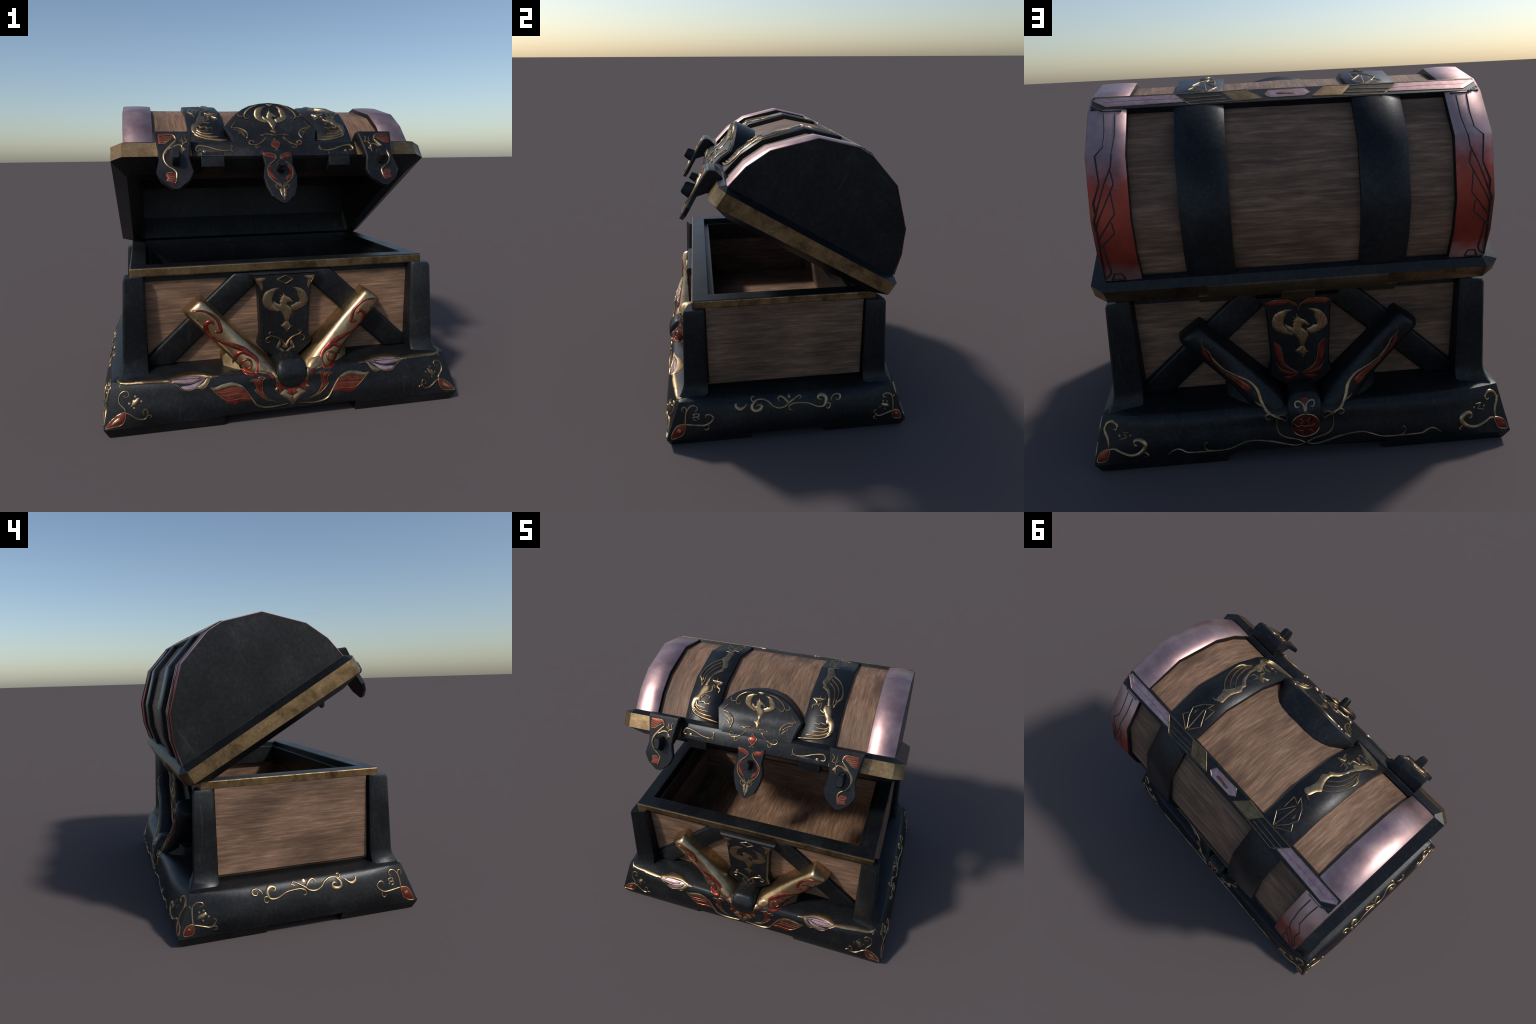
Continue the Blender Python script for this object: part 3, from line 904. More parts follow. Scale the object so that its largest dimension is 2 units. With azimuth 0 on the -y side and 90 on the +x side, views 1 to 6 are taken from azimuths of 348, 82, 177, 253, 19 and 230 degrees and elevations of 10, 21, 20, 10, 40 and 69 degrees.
PLINTH_COLLAR = [
    fill([(0.1763, 0.2744), (0.1419, 0.2703), (0.1118, 0.2634), (0.0945, 0.2444), (0.0903, 0.2161), (0.0732, 0.2051), (0.0757, 0.2341), (0.0862, 0.2576), (0.0925, 0.2754), (0.1146, 0.3079), (0.1757, 0.3199)], G),
    fill([(0.1662, 0.2704), (0.1419, 0.2703), (0.1134, 0.2633), (0.098, 0.2467), (0.1025, 0.2308), (0.1137, 0.2451), (0.1352, 0.2613)], R, h=0.008),
    fill([(0.0017, 0.1947), (0.0357, 0.1957), (0.0607, 0.2064), (0.0821, 0.23), (0.0919, 0.2031), (0.0879, 0.1795), (0.0751, 0.1749), (0.0736, 0.1519), (0.0529, 0.1684), (0.0409, 0.1748), (0.0241, 0.164), (0.0331, 0.1496), (0.0079, 0.1379), (0.0015, 0.1344)], R, sharp=True, h=0.004),
    fill([(0.0016, 0.1335), (0.0117, 0.1405), (0.0305, 0.1481), (0.0223, 0.1642), (0.0407, 0.1719), (0.0723, 0.1506), (0.051, 0.1328), (0.0255, 0.1151), (0.0102, 0.0974), (0.0025, 0.0832)], G, sharp=True),
    fill([(0.0708, 0.1812), (0.0853, 0.1892), (0.0977, 0.1756), (0.0869, 0.1645)], G, sharp=True, h=0.007),
    line([(0.0047, 0.1931), (0.0357, 0.1945), (0.0638, 0.2061), (0.0789, 0.2304), (0.0866, 0.2528)], (0.006, 0.008, 0.01,), G),
]

PLINTH_SIDE = [
    line([(-0.2423, 0.2452), (-0.26, 0.2261), (-0.2849, 0.2146), (-0.3066, 0.2285), (-0.3094, 0.2421), (-0.3008, 0.2509)], (0.0037, 0.015, 0.0275, 0.02, 0.0037,), G),
    line([(-0.1992, 0.2693), (-0.2122, 0.2711), (-0.2193, 0.2607), (-0.2076, 0.2497), (-0.1904, 0.2553), (-0.1564, 0.2577), (-0.1209, 0.2442), (-0.0979, 0.2208), (-0.0615, 0.2053), (-0.024, 0.2118), (-0.0012, 0.2298), (0.0349, 0.2505), (0.0615, 0.2611), (0.0739, 0.2517), (0.0568, 0.2464)], (0.0088, 0.0112, 0.0137, 0.015, 0.0125, 0.0075,), G),
    line([(-0.1905, 0.2544), (-0.2137, 0.2333), (-0.2163, 0.21), (-0.1972, 0.1989), (-0.1694, 0.2049), (-0.1612, 0.2218), (-0.1758, 0.2321), (-0.191, 0.2252)], (0.0125, 0.0225, 0.0275, 0.01,), G),
    line([(-0.0044, 0.2284), (-0.027, 0.2534), (-0.0505, 0.2634), (-0.0653, 0.2544), (-0.0557, 0.241)], (0.02, 0.015, 0.0075,), G),
    line([(0.0156, 0.1917), (-0.0011, 0.1949), (-0.0003, 0.214), (0.0265, 0.225), (0.0764, 0.224), (0.1136, 0.2183), (0.1631, 0.1962), (0.2009, 0.1961), (0.2156, 0.2159), (0.216, 0.2393), (0.1992, 0.255), (0.1746, 0.2519), (0.1705, 0.2389), (0.1901, 0.2319)], (0.0075, 0.0112, 0.0112, 0.015, 0.025, 0.01,), G),
    line([(0.2141, 0.2088), (0.2345, 0.2114), (0.2401, 0.1928), (0.2258, 0.1805), (0.2147, 0.1919)], (0.0075, 0.0112, 0.0075,), G),
    line([(0.2432, 0.2225), (0.2544, 0.2436), (0.2752, 0.254), (0.3011, 0.2487), (0.2978, 0.2294), (0.2783, 0.2248), (0.2717, 0.2369)], (0.0063, 0.0112, 0.015, 0.0075,), G),
    dot((0.0006015, 0.2594), 0.008, G),
    line([(-0.5999, 0.1443), (-0.5957, 0.1875), (-0.5881, 0.217), (-0.5659, 0.2426), (-0.5387, 0.2474), (-0.5266, 0.2288), (-0.5434, 0.2167)], (0.0125, 0.0112, 0.0075,), G),
    line([(-0.5881, 0.2182), (-0.593, 0.2373), (-0.6079, 0.2386), (-0.6158, 0.224), (-0.603, 0.2188)], (0.01, 0.01, 0.0063,), G),
    line([(-0.5981, 0.1443), (-0.5505, 0.1401), (-0.4907, 0.1371), (-0.4538, 0.1545), (-0.4394, 0.1784), (-0.4576, 0.1981), (-0.4799, 0.1948), (-0.4825, 0.1788)], (0.0112, 0.0137, 0.0075,), G),
    line([(-0.4694, 0.1426), (-0.4663, 0.1199), (-0.483, 0.1091), (-0.4963, 0.1213)], (0.0075, 0.01, 0.0063,), G),
    fill([(-0.6, 0.1424), (-0.6344, 0.1393), (-0.6596, 0.1179), (-0.6838, 0.0635), (-0.6447, 0.0656), (-0.6122, 0.0873), (-0.6014, 0.1177)], R, h=0.004),
    line([(-0.6, 0.1424), (-0.6344, 0.1393), (-0.6596, 0.1179), (-0.6838, 0.0635), (-0.6447, 0.0656), (-0.6122, 0.0873), (-0.6014, 0.1177)], (0.008,), G, closed=True),
    dot((-0.6362, 0.1073), 0.014, G),
    line([(-0.5562, 0.1992), (-0.535, 0.206), (-0.5174, 0.1986), (-0.5288, 0.1871), (-0.551, 0.1857), (-0.5518, 0.1712), (-0.5322, 0.1679)], (0.0075, 0.01, 0.0075,), G),
    dot((-0.5485, 0.198), 0.005, G),
    dot((-0.5233, 0.1781), 0.005, G),
    line([(0.6271, 0.1153), (0.6279, 0.166), (0.6219, 0.2044), (0.6017, 0.2232), (0.5742, 0.2244), (0.5655, 0.2105), (0.5872, 0.2028)], (0.0112, 0.0112, 0.0075,), G),
    line([(0.6232, 0.2011), (0.6373, 0.2048), (0.6327, 0.2162)], (0.0075, 0.0075, 0.005,), G),
    line([(0.6251, 0.1182), (0.5792, 0.1065), (0.5389, 0.0973), (0.5146, 0.1134), (0.5077, 0.1344), (0.5259, 0.1396)], (0.0112, 0.0112, 0.0063,), G),
    line([(0.5254, 0.0994), (0.5081, 0.0984), (0.5049, 0.0839), (0.5239, 0.0809)], (0.0075, 0.0088, 0.0063,), G),
    fill([(0.6272, 0.1185), (0.6551, 0.1169), (0.6738, 0.0943), (0.6774, 0.0673), (0.6421, 0.0671), (0.6243, 0.082)], R, h=0.004),
    line([(0.6272, 0.1185), (0.6551, 0.1169), (0.6738, 0.0943), (0.6774, 0.0673), (0.6421, 0.0671), (0.6243, 0.082)], (0.008,), G, closed=True),
    dot((0.6495, 0.09696), 0.01, G),
    fill([(0.5576, 0.1766), (0.5945, 0.1643), (0.6031, 0.1438), (0.5721, 0.1465), (0.5505, 0.1633)], G, sharp=True, h=0.008),
    dot((0.566, 0.1847), 0.005, G),
    dot((0.5435, 0.1537), 0.005, G),
    dot((0.5899, 0.1776), 0.005, G),
    dot((0.5735, 0.1359), 0.005, G),
]

PLINTH_BACK = [
    line([(0.0697, 0.0828), (0.1171, 0.0956), (0.1932, 0.1193), (0.264, 0.1245), (0.3063, 0.1119), (0.3553, 0.0911), (0.4149, 0.0863), (0.4558, 0.0907), (0.4714, 0.1124), (0.4666, 0.1335), (0.4538, 0.1324)], (0.0072, 0.0072, 0.006,), G),
    line([(0.4091, 0.0849), (0.4857, 0.0865), (0.5501, 0.0897), (0.5775, 0.1075), (0.6002, 0.1136), (0.625, 0.1014), (0.6449, 0.0831)], (0.0048, 0.0072, 0.0096, 0.0048,), G),
    line([(0.9127, 0.1257), (0.916, 0.1653), (0.9292, 0.2023), (0.915, 0.2329), (0.8895, 0.2429), (0.8675, 0.2283), (0.873, 0.2105), (0.8882, 0.2134)], (0.0108, 0.0144, 0.0168, 0.0072,), G),
    line([(0.9277, 0.2067), (0.938, 0.2133)], (0.0096, 0.0048,), G),
    line([(0.9098, 0.1241), (0.8826, 0.1241), (0.8542, 0.107), (0.8144, 0.0918), (0.7752, 0.0982), (0.7489, 0.1206), (0.7435, 0.1451), (0.7626, 0.1631), (0.7863, 0.1633), (0.792, 0.1459), (0.7764, 0.1415)], (0.0096, 0.0144, 0.024, 0.0264, 0.0096,), G),
    line([(0.7485, 0.1087), (0.7308, 0.0908), (0.7457, 0.0846)], (0.0096, 0.0072, 0.0048,), G),
    fill([(0.9098, 0.1241), (0.9471, 0.1119), (0.9637, 0.0923), (0.9703, 0.0663), (0.9295, 0.0716), (0.915, 0.0981)], R, h=0.004),
    line([(0.9098, 0.1241), (0.9471, 0.1119), (0.9637, 0.0923), (0.9703, 0.0663), (0.9295, 0.0716), (0.915, 0.0981)], (0.008,), G, closed=True),
    line([(0.8124, 0.2003), (0.8394, 0.2016), (0.8238, 0.1786), (0.8597, 0.1686)], (0.006,), G, sharp=True),
    dot((0.8584, 0.1856), 0.005, G),
    dot((0.8064, 0.1871), 0.005, G),
    line([(0.0026, 0.0895), (0.0401, 0.1124), (0.0901, 0.1267), (0.1194, 0.1458), (0.1303, 0.1727), (0.1316, 0.2108), (0.1218, 0.237), (0.0991, 0.2426), (0.0812, 0.2281), (0.0881, 0.2069), (0.1043, 0.2145)], (0.0072, 0.0084, 0.0096, 0.0084, 0.006,), G),
    line([(0.1219, 0.2358), (0.1437, 0.2461), (0.1735, 0.2471), (0.1828, 0.2348), (0.1701, 0.2217), (0.1586, 0.2305)], (0.006, 0.0096, 0.0072,), G),
    line([(0.0026, 0.0876), (0.0513, 0.0793), (0.1118, 0.0978), (0.1716, 0.1177)], (0.0048, 0.0072, 0.0072,), G),
]

POMEGRANATE = [
    fill([(0.0031, 0.2485), (-0.034, 0.2389), (-0.0608, 0.2066), (-0.066, 0.17), (-0.0517, 0.1399), (-0.0208, 0.126), (0.0097, 0.123), (0.0446, 0.1387), (0.061, 0.1707), (0.0623, 0.2008), (0.0462, 0.229), (0.0207, 0.2443)], R, h=0.004),
    line([(0.0031, 0.2485), (-0.034, 0.2389), (-0.0608, 0.2066), (-0.066, 0.17), (-0.0517, 0.1399), (-0.0208, 0.126), (0.0097, 0.123), (0.0446, 0.1387), (0.061, 0.1707), (0.0623, 0.2008), (0.0462, 0.229), (0.0207, 0.2443)], (0.009,), G, closed=True),
    line([(0.0522, 0.2028), (0.0378, 0.1852), (0.0125, 0.1899), (0.0028, 0.1799), (-0.0125, 0.1874), (-0.0326, 0.1842), (-0.044, 0.1963)], (0.007,), G),
    line([(0.0262, 0.23), (0.0109, 0.2089), (0.0232, 0.2017)], (0.007,), G),
    line([(-0.0227, 0.2282), (-0.0082, 0.2118), (-0.019, 0.2035)], (0.007,), G),
    line([(0.0328, 0.157), (0.016, 0.1613), (0.0131, 0.1416), (0.0269, 0.1388)], (0.007,), G),
    line([(-0.0141, 0.1559), (-0.0269, 0.16), (-0.0325, 0.1431), (-0.0186, 0.1372)], (0.007,), G),
    line([(0.0017, 0.2472), (0.0027, 0.2778), (0.0091, 0.2931), (0.0285, 0.3048), (0.0445, 0.2994), (0.0412, 0.2833), (0.0258, 0.2836)], (0.012, 0.01, 0.008,), G),
    line([(-0.0033, 0.2467), (-0.0042, 0.2772), (-0.0097, 0.2942), (-0.0259, 0.3054), (-0.0442, 0.3025), (-0.0402, 0.2842), (-0.0243, 0.284)], (0.012, 0.01, 0.008,), G),
    fill([(0.0184, 0.3114), (-0.0163, 0.3139), (-0.0082, 0.2943), (-0.0029, 0.2831), (0.0035, 0.2838)], R),
]

BACK_SHIELD_HALF = [
    fill([(0.1496, 0.7465), (0.1096, 0.7579), (0.0605, 0.7567), (0.0265, 0.746), (0.0027, 0.7214), (0.0368, 0.7339), (0.0714, 0.7333), (0.1061, 0.7312), (0.1308, 0.7305)], R),
    line([(0.1496, 0.7465), (0.1096, 0.759), (0.0605, 0.7578), (0.0265, 0.746), (0.005, 0.7243), (0.0004, 0.6967)], (0.003, 0.007, 0.007, 0.01, 0.003,), G),
    line([(0.1302, 0.7412), (0.0905, 0.7473), (0.0513, 0.7415)], (0.004,), G),
    fill([(0.1206, 0.5466), (0.0987, 0.5287), (0.0871, 0.5048), (0.0816, 0.4579), (0.0704, 0.4218), (0.0406, 0.3925), (0.0128, 0.3739), (0.0464, 0.3781), (0.0817, 0.3991), (0.1032, 0.4364), (0.1139, 0.4782), (0.1195, 0.5191)], R),
    line([(0.1206, 0.5466), (0.0987, 0.5287), (0.0871, 0.5048), (0.0816, 0.4579), (0.0704, 0.4218), (0.0406, 0.3925), (0.0076, 0.3717)], (0.004, 0.008, 0.007, 0.006,), G),
    fill([(0.111, 0.4342), (0.0969, 0.4064), (0.0668, 0.3859), (0.0129, 0.3703), (0.0419, 0.3598), (0.0779, 0.369), (0.1002, 0.3919)], R),
    line([(0.113, 0.4361), (0.097, 0.4052), (0.0669, 0.3841), (0.0155, 0.3694)], (0.003, 0.006, 0.005,), G),
    fill([(0.0836, 0.3576), (0.0524, 0.3578), (0.0095, 0.3629), (0.0269, 0.3434), (0.0585, 0.3373), (0.0764, 0.3449)], R),
]

BACK_BRACE = [
    line([(0.4441, 0.6132), (0.4458, 0.5778), (0.4189, 0.5481), (0.4049, 0.5119), (0.3684, 0.4654), (0.3242, 0.4344), (0.2732, 0.4094), (0.2394, 0.3858), (0.2121, 0.3488), (0.1972, 0.2985), (0.1754, 0.2611), (0.1404, 0.2363), (0.084, 0.2079)], (0.003, 0.008, 0.008, 0.014, 0.02, 0.018, 0.004,), G),
    fill([(0.4489, 0.5637), (0.4352, 0.5573), (0.4111, 0.5078), (0.3692, 0.4554), (0.3192, 0.4238), (0.2629, 0.388), (0.2419, 0.3654), (0.2512, 0.342), (0.2771, 0.3548), (0.3215, 0.3933), (0.3759, 0.4459), (0.4236, 0.497), (0.4462, 0.532)], R),
    line([(0.4061, 0.4988), (0.353, 0.4404), (0.303, 0.4053), (0.2519, 0.3767)], (0.005,), G),
    line([(0.3704, 0.442), (0.3207, 0.4035), (0.2594, 0.3532)], (0.005,), G),
    line([(0.228, 0.3049), (0.2041, 0.2836), (0.178, 0.267)], (0.002, 0.01, 0.012,), G),
]

BRACE_SWIRL = [
    line([(0.5089, 0.6097), (0.4773, 0.6127), (0.4481, 0.6067), (0.4193, 0.5897), (0.3949, 0.5692), (0.3788, 0.5461), (0.368, 0.5104), (0.3676, 0.4921), (0.3976, 0.4926)], (0.0108, 0.0135, 0.0175, 0.0243, 0.0189,), R),
    line([(0.4008, 0.5323), (0.4121, 0.5477), (0.433, 0.5461), (0.4462, 0.5248), (0.4407, 0.4966), (0.4267, 0.4711), (0.3937, 0.4471), (0.3481, 0.4282), (0.3027, 0.4116), (0.2617, 0.3946), (0.225, 0.3691), (0.1965, 0.3491), (0.1811, 0.3258), (0.1786, 0.2972), (0.1891, 0.2714)], (0.0135, 0.0297, 0.0297, 0.0189, 0.0351, 0.0351, 0.0243, 0.0189,), R),
    line([(0.2495, 0.3792), (0.2744, 0.3729), (0.2933, 0.3568), (0.2958, 0.336), (0.3056, 0.3019)], (0.0216, 0.0243, 0.0054,), R),
    line([(0.1809, 0.2701), (0.2099, 0.262), (0.2388, 0.2666), (0.2643, 0.2829), (0.2713, 0.3071), (0.2585, 0.3298), (0.2344, 0.3386), (0.2152, 0.3268), (0.2147, 0.3029), (0.2334, 0.2912), (0.2515, 0.3028)], (0.027, 0.0162, 0.0108, 0.0121, 0.0121, 0.0081,), R),
    dot((0.5067, 0.6119), 0.006, K),
    dot((0.4864, 0.5605), 0.005, K),
]

CREST_HALF = [
    line([(0.053, 0.248), (0.0886, 0.2417), (0.123, 0.2234), (0.145, 0.2031), (0.157, 0.1782), (0.1493, 0.1589), (0.1336, 0.1592), (0.1251, 0.1728)], (0.0069, 0.0149, 0.0161, 0.0115, 0.0069,), G),
    line([(0.155, 0.1808), (0.172, 0.1723), (0.1883, 0.1769), (0.1927, 0.1872), (0.1841, 0.1924)], (0.0092, 0.0115, 0.0092,), G),
    line([(0.2076, 0.1449), (0.2236, 0.1236), (0.2372, 0.102), (0.1979, 0.092), (0.17, 0.0718), (0.1557, 0.0449), (0.1585, 0.0149), (0.166, 0.0016)], (0.0057, 0.0092, 0.0115, 0.0149, 0.0115,), G),
    line([(0.2226, 0.0928), (0.2227, 0.0777), (0.1973, 0.0677), (0.1712, 0.0462)], (0.0057, 0.0069, 0.0069,), G),
    line([(0.2011, 0.0638), (0.2001, 0.0454), (0.1846, 0.041), (0.169, 0.0214)], (0.0057, 0.0069, 0.0069,), G),
    line([(0.0484, 0.0091), (0.0661, -0.0121), (0.088, -0.0295), (0.1154, -0.0427), (0.1439, -0.0434), (0.1561, -0.0273), (0.1463, -0.0155), (0.1271, -0.0215), (0.1352, -0.0322)], (0.0103, 0.0103, 0.0115, 0.008,), G),
    line([(0.0977, -0.0506), (0.1049, -0.0655), (0.1192, -0.0619), (0.1197, -0.0455)], (0.0069, 0.0103, 0.008,), G),
    line([(0.0268, 0.0247), (0.0512, 0.0312), (0.07, 0.0234), (0.092, 0.0243)], (0.0115, 0.0103, 0.0069,), G),
]

CREST_MID = [
    fill([(-0.0226, 0.2545), (0.0233, 0.2558), (0.0083, 0.2408), (0.0005, 0.2395)], G, sharp=True),
    fill([(-0.0062, -0.004), (0.0028, -0.0162), (0.0204, -0.0298), (0.0198, -0.0423), (0.0016, -0.0698), (-0.0223, -0.0517), (-0.0249, -0.0352), (-0.0115, -0.0173)], R, h=0.005),
    line([(-0.0064, -0.0025), (0.0028, -0.0162), (0.021, -0.0297), (0.0198, -0.0423), (0.0017, -0.0704), (-0.0238, -0.052), (-0.0251, -0.0337), (-0.0115, -0.0173)], (0.008,), G, closed=True),
    line([(-0.0187, -0.0805), (-0.009, -0.0848), (-0.0001, -0.0754), (0.0087, -0.0839), (0.0201, -0.0808)], (0.007, 0.009, 0.007,), G),
    line([(-0.0757, 0.0152), (-0.0582, 0.0285), (-0.0332, 0.0342), (-0.0022, 0.0214), (0.026, 0.0253)], (0.008, 0.011, 0.009,), G),
]

BAR_SCROLL = [
    line([(0.4214, -0.0826), (0.4417, -0.0824), (0.4479, -0.0692), (0.4369, -0.0509), (0.4163, -0.0484), (0.3715, -0.0593), (0.327, -0.0756), (0.2861, -0.0823), (0.2577, -0.0762), (0.2476, -0.055), (0.2552, -0.0432)], (0.012, 0.0168, 0.0144, 0.0144, 0.012, 0.0072,), G),
    line([(0.2624, -0.0772), (0.2462, -0.0827), (0.2543, -0.089)], (0.0096, 0.0096, 0.006,), G),
    dot((0.4001, -0.0833), 0.009, G),
]

HASP_DRAGON = [
    fill([(0.5508, -0.0502), (0.5614, -0.0252), (0.5827, -0.0185), (0.6197, -0.0163), (0.6426, -0.0193), (0.6433, -0.0495), (0.6407, -0.0754), (0.621, -0.0768), (0.601, -0.0631), (0.5742, -0.0405)], R),
    line([(0.5513, -0.0527), (0.5699, -0.0719), (0.5895, -0.096), (0.6094, -0.1226), (0.6202, -0.1511), (0.6156, -0.183), (0.5978, -0.2101), (0.5752, -0.2253), (0.5607, -0.2441), (0.5606, -0.2677), (0.5652, -0.2902), (0.5718, -0.305)], (0.0132, 0.0198, 0.022, 0.0154, 0.0132, 0.0154, 0.0066,), G),
    line([(0.5512, -0.0522), (0.5615, -0.0257), (0.5802, -0.0183), (0.6149, -0.0172), (0.6458, -0.0167)], (0.0132, 0.0132, 0.0088, 0.0044,), G),
    line([(0.5718, -0.041), (0.5928, -0.0596), (0.6157, -0.0754), (0.6413, -0.0758)], (0.0088, 0.0077, 0.0055,), G),
    line([(0.5729, -0.0331), (0.6025, -0.0311), (0.6409, -0.0235)], (0.006,), G),
    line([(0.5791, -0.0395), (0.6096, -0.0423), (0.6415, -0.0334)], (0.006,), G),
    line([(0.5853, -0.0459), (0.6167, -0.0536), (0.6421, -0.0459)], (0.006,), G),
    line([(0.5917, -0.0535), (0.6163, -0.0651), (0.6413, -0.0626)], (0.006,), G),
    line([(0.5925, -0.1056), (0.5749, -0.099), (0.5576, -0.0872), (0.5391, -0.0832), (0.5249, -0.0887), (0.5236, -0.1095), (0.5249, -0.1337)], (0.0132, 0.0154, 0.0132, 0.0066,), G),
    fill([(0.5228, -0.0886), (0.5029, -0.1111), (0.5231, -0.1212)], G, sharp=True),
    line([(0.5222, -0.0879), (0.5156, -0.0726), (0.4974, -0.066), (0.5005, -0.0526), (0.5057, -0.0388), (0.4899, -0.0247)], (0.0132, 0.0132, 0.0088, 0.0033,), G),
    line([(0.5139, -0.0704), (0.5208, -0.0524), (0.5235, -0.0322)], (0.0088, 0.011, 0.0033,), G),
    line([(0.5147, -0.0676), (0.531, -0.0593), (0.5345, -0.0509)], (0.0088, 0.0088, 0.0033,), G),
    fill([(0.5619, -0.2648), (0.5739, -0.2464), (0.6108, -0.2462), (0.6143, -0.2584), (0.6068, -0.2731), (0.6149, -0.2896), (0.5718, -0.305), (0.5635, -0.288)], R, sharp=True),
    line([(0.5739, -0.2464), (0.5915, -0.2452), (0.6108, -0.2467)], (0.0088, 0.0066, 0.0044,), G),
    line([(0.5639, -0.2617), (0.5905, -0.2676), (0.6124, -0.2549)], (0.006,), G),
    line([(0.563, -0.2711), (0.5874, -0.2787), (0.6068, -0.2731)], (0.006,), G),
    line([(0.5646, -0.2825), (0.5866, -0.2881), (0.6149, -0.2896)], (0.006,), G),
]

HASP_HORN_HALF = [
    fill([(0.0239, -0.1375), (0.0215, -0.1228), (0.0378, -0.1096), (0.0813, -0.0973), (0.0733, -0.1202), (0.0487, -0.1289)], R),
    fill([(0.0453, -0.1738), (0.0624, -0.1906), (0.0646, -0.2207), (0.052, -0.2489), (0.0222, -0.2692), (0.0351, -0.2421), (0.0511, -0.2184), (0.0501, -0.1957)], R),
    line([(0.0654, -0.1029), (0.0396, -0.1049), (0.0203, -0.115), (0.0129, -0.1296), (0.0225, -0.1454), (0.0408, -0.162), (0.0596, -0.1811), (0.0691, -0.2045), (0.0661, -0.2383), (0.0496, -0.2673), (0.0216, -0.2912), (0.0062, -0.3112)], (0.008, 0.012, 0.012, 0.01, 0.012, 0.012, 0.008,), G),
    line([(0.013, -0.3123), (0.0276, -0.2956), (0.0379, -0.2985), (0.029, -0.318), (0.0161, -0.3202)], (0.006, 0.008, 0.007,), G),
    line([(0.0193, -0.2762), (0.0088, -0.2939), (0.0021, -0.3108)], (0.004, 0.008, 0.01,), G),
    fill([(0.0042, -0.3095), (0.0106, -0.3141), (0.0203, -0.325), (0.0151, -0.3429), (0.0125, -0.3604), (0.0055, -0.3671), (0.0018, -0.3862), (0.0007, -0.3859), (0.0015, -0.3478)], G, sharp=True),
]

STRAP_DRAGON = [
    fill([(0.3146, 0.5386), (0.3477, 0.5482), (0.3621, 0.5027), (0.3765, 0.4797), (0.3616, 0.4559), (0.3471, 0.4181), (0.3459, 0.3837), (0.3701, 0.3501), (0.3842, 0.3092), (0.4017, 0.2366), (0.3842, 0.2375), (0.3761, 0.2951), (0.3548, 0.341), (0.3234, 0.3684), (0.3252, 0.3874), (0.3101, 0.4125), (0.323, 0.4587), (0.3221, 0.4937)], G),
    line([(0.3326, 0.5398), (0.3571, 0.5562), (0.3778, 0.5573)], (0.0138, 0.0115, 0.0034,), G),
    line([(0.3674, 0.4776), (0.4081, 0.4436), (0.4339, 0.4041), (0.4487, 0.3573), (0.4529, 0.3036), (0.4313, 0.2652), (0.4225, 0.2343)], (0.0069, 0.0092, 0.0092, 0.0161, 0.0069,), G),
    line([(0.3594, 0.4485), (0.3959, 0.4123), (0.4211, 0.3675), (0.431, 0.3148), (0.4262, 0.2705)], (0.0069, 0.0092, 0.0092, 0.0092,), G),
    line([(0.3499, 0.4199), (0.3826, 0.3866), (0.4029, 0.3466), (0.4132, 0.2934), (0.4125, 0.2638), (0.4215, 0.232)], (0.0069, 0.0092, 0.0092, 0.0069,), G),
    fill([(0.3721, 0.2395), (0.4007, 0.2406), (0.4145, 0.2098), (0.4223, 0.174), (0.4388, 0.1524), (0.4502, 0.1307), (0.4519, 0.093), (0.4362, 0.0691), (0.4196, 0.0584), (0.4264, 0.0882), (0.4184, 0.125), (0.4022, 0.1297), (0.3941, 0.1644), (0.3764, 0.1901), (0.3657, 0.2152)], G),
    line([(0.4395, 0.0716), (0.4161, 0.0482), (0.3739, 0.0315), (0.3142, 0.0233), (0.2546, 0.0151)], (0.0161, 0.0138, 0.0184, 0.0207, 0.0034,), G),
    line([(0.433, 0.0838), (0.3984, 0.0594), (0.355, 0.0482), (0.2986, 0.0446)], (0.0115, 0.0161, 0.0207, 0.0034,), G),
    line([(0.4276, 0.0999), (0.3982, 0.0777), (0.3653, 0.0712), (0.3301, 0.0704)], (0.0115, 0.0138, 0.0161, 0.0034,), G),
    line([(0.4243, 0.1241), (0.4165, 0.1025), (0.3874, 0.0925), (0.3521, 0.0929)], (0.0115, 0.0103, 0.0092, 0.0046,), G),
    line([(0.3847, 0.1875), (0.3634, 0.196), (0.3459, 0.2094), (0.35, 0.2354), (0.3391, 0.2481), (0.3317, 0.2277)], (0.0138, 0.0126, 0.0103, 0.0069,), G),
    line([(0.3985, 0.1501), (0.385, 0.1702), (0.3659, 0.1702), (0.3438, 0.1631), (0.3557, 0.1521)], (0.0115, 0.0103, 0.008, 0.0057,), G),
    line([(0.4071, 0.1248), (0.3926, 0.1211), (0.3724, 0.1262), (0.3598, 0.1136), (0.3433, 0.119), (0.3327, 0.111)], (0.0138, 0.0103, 0.0092, 0.0057,), G),
    line([(0.3429, 0.117), (0.3334, 0.1288)], (0.0092, 0.0046,), G),
    line([(0.2998, 0.1999), (0.298, 0.2257), (0.3209, 0.2434), (0.3086, 0.2615), (0.2938, 0.2706), (0.3327, 0.2744), (0.3592, 0.2771), (0.3627, 0.3053)], (0.0046, 0.0184, 0.0184, 0.0138, 0.0115, 0.0046,), G),
    line([(0.3292, 0.2759), (0.3361, 0.31)], (0.0115, 0.0034,), G),
    line([(0.3086, 0.2615), (0.3352, 0.2642), (0.356, 0.2744)], (0.0115, 0.0092, 0.0046,), G),
]

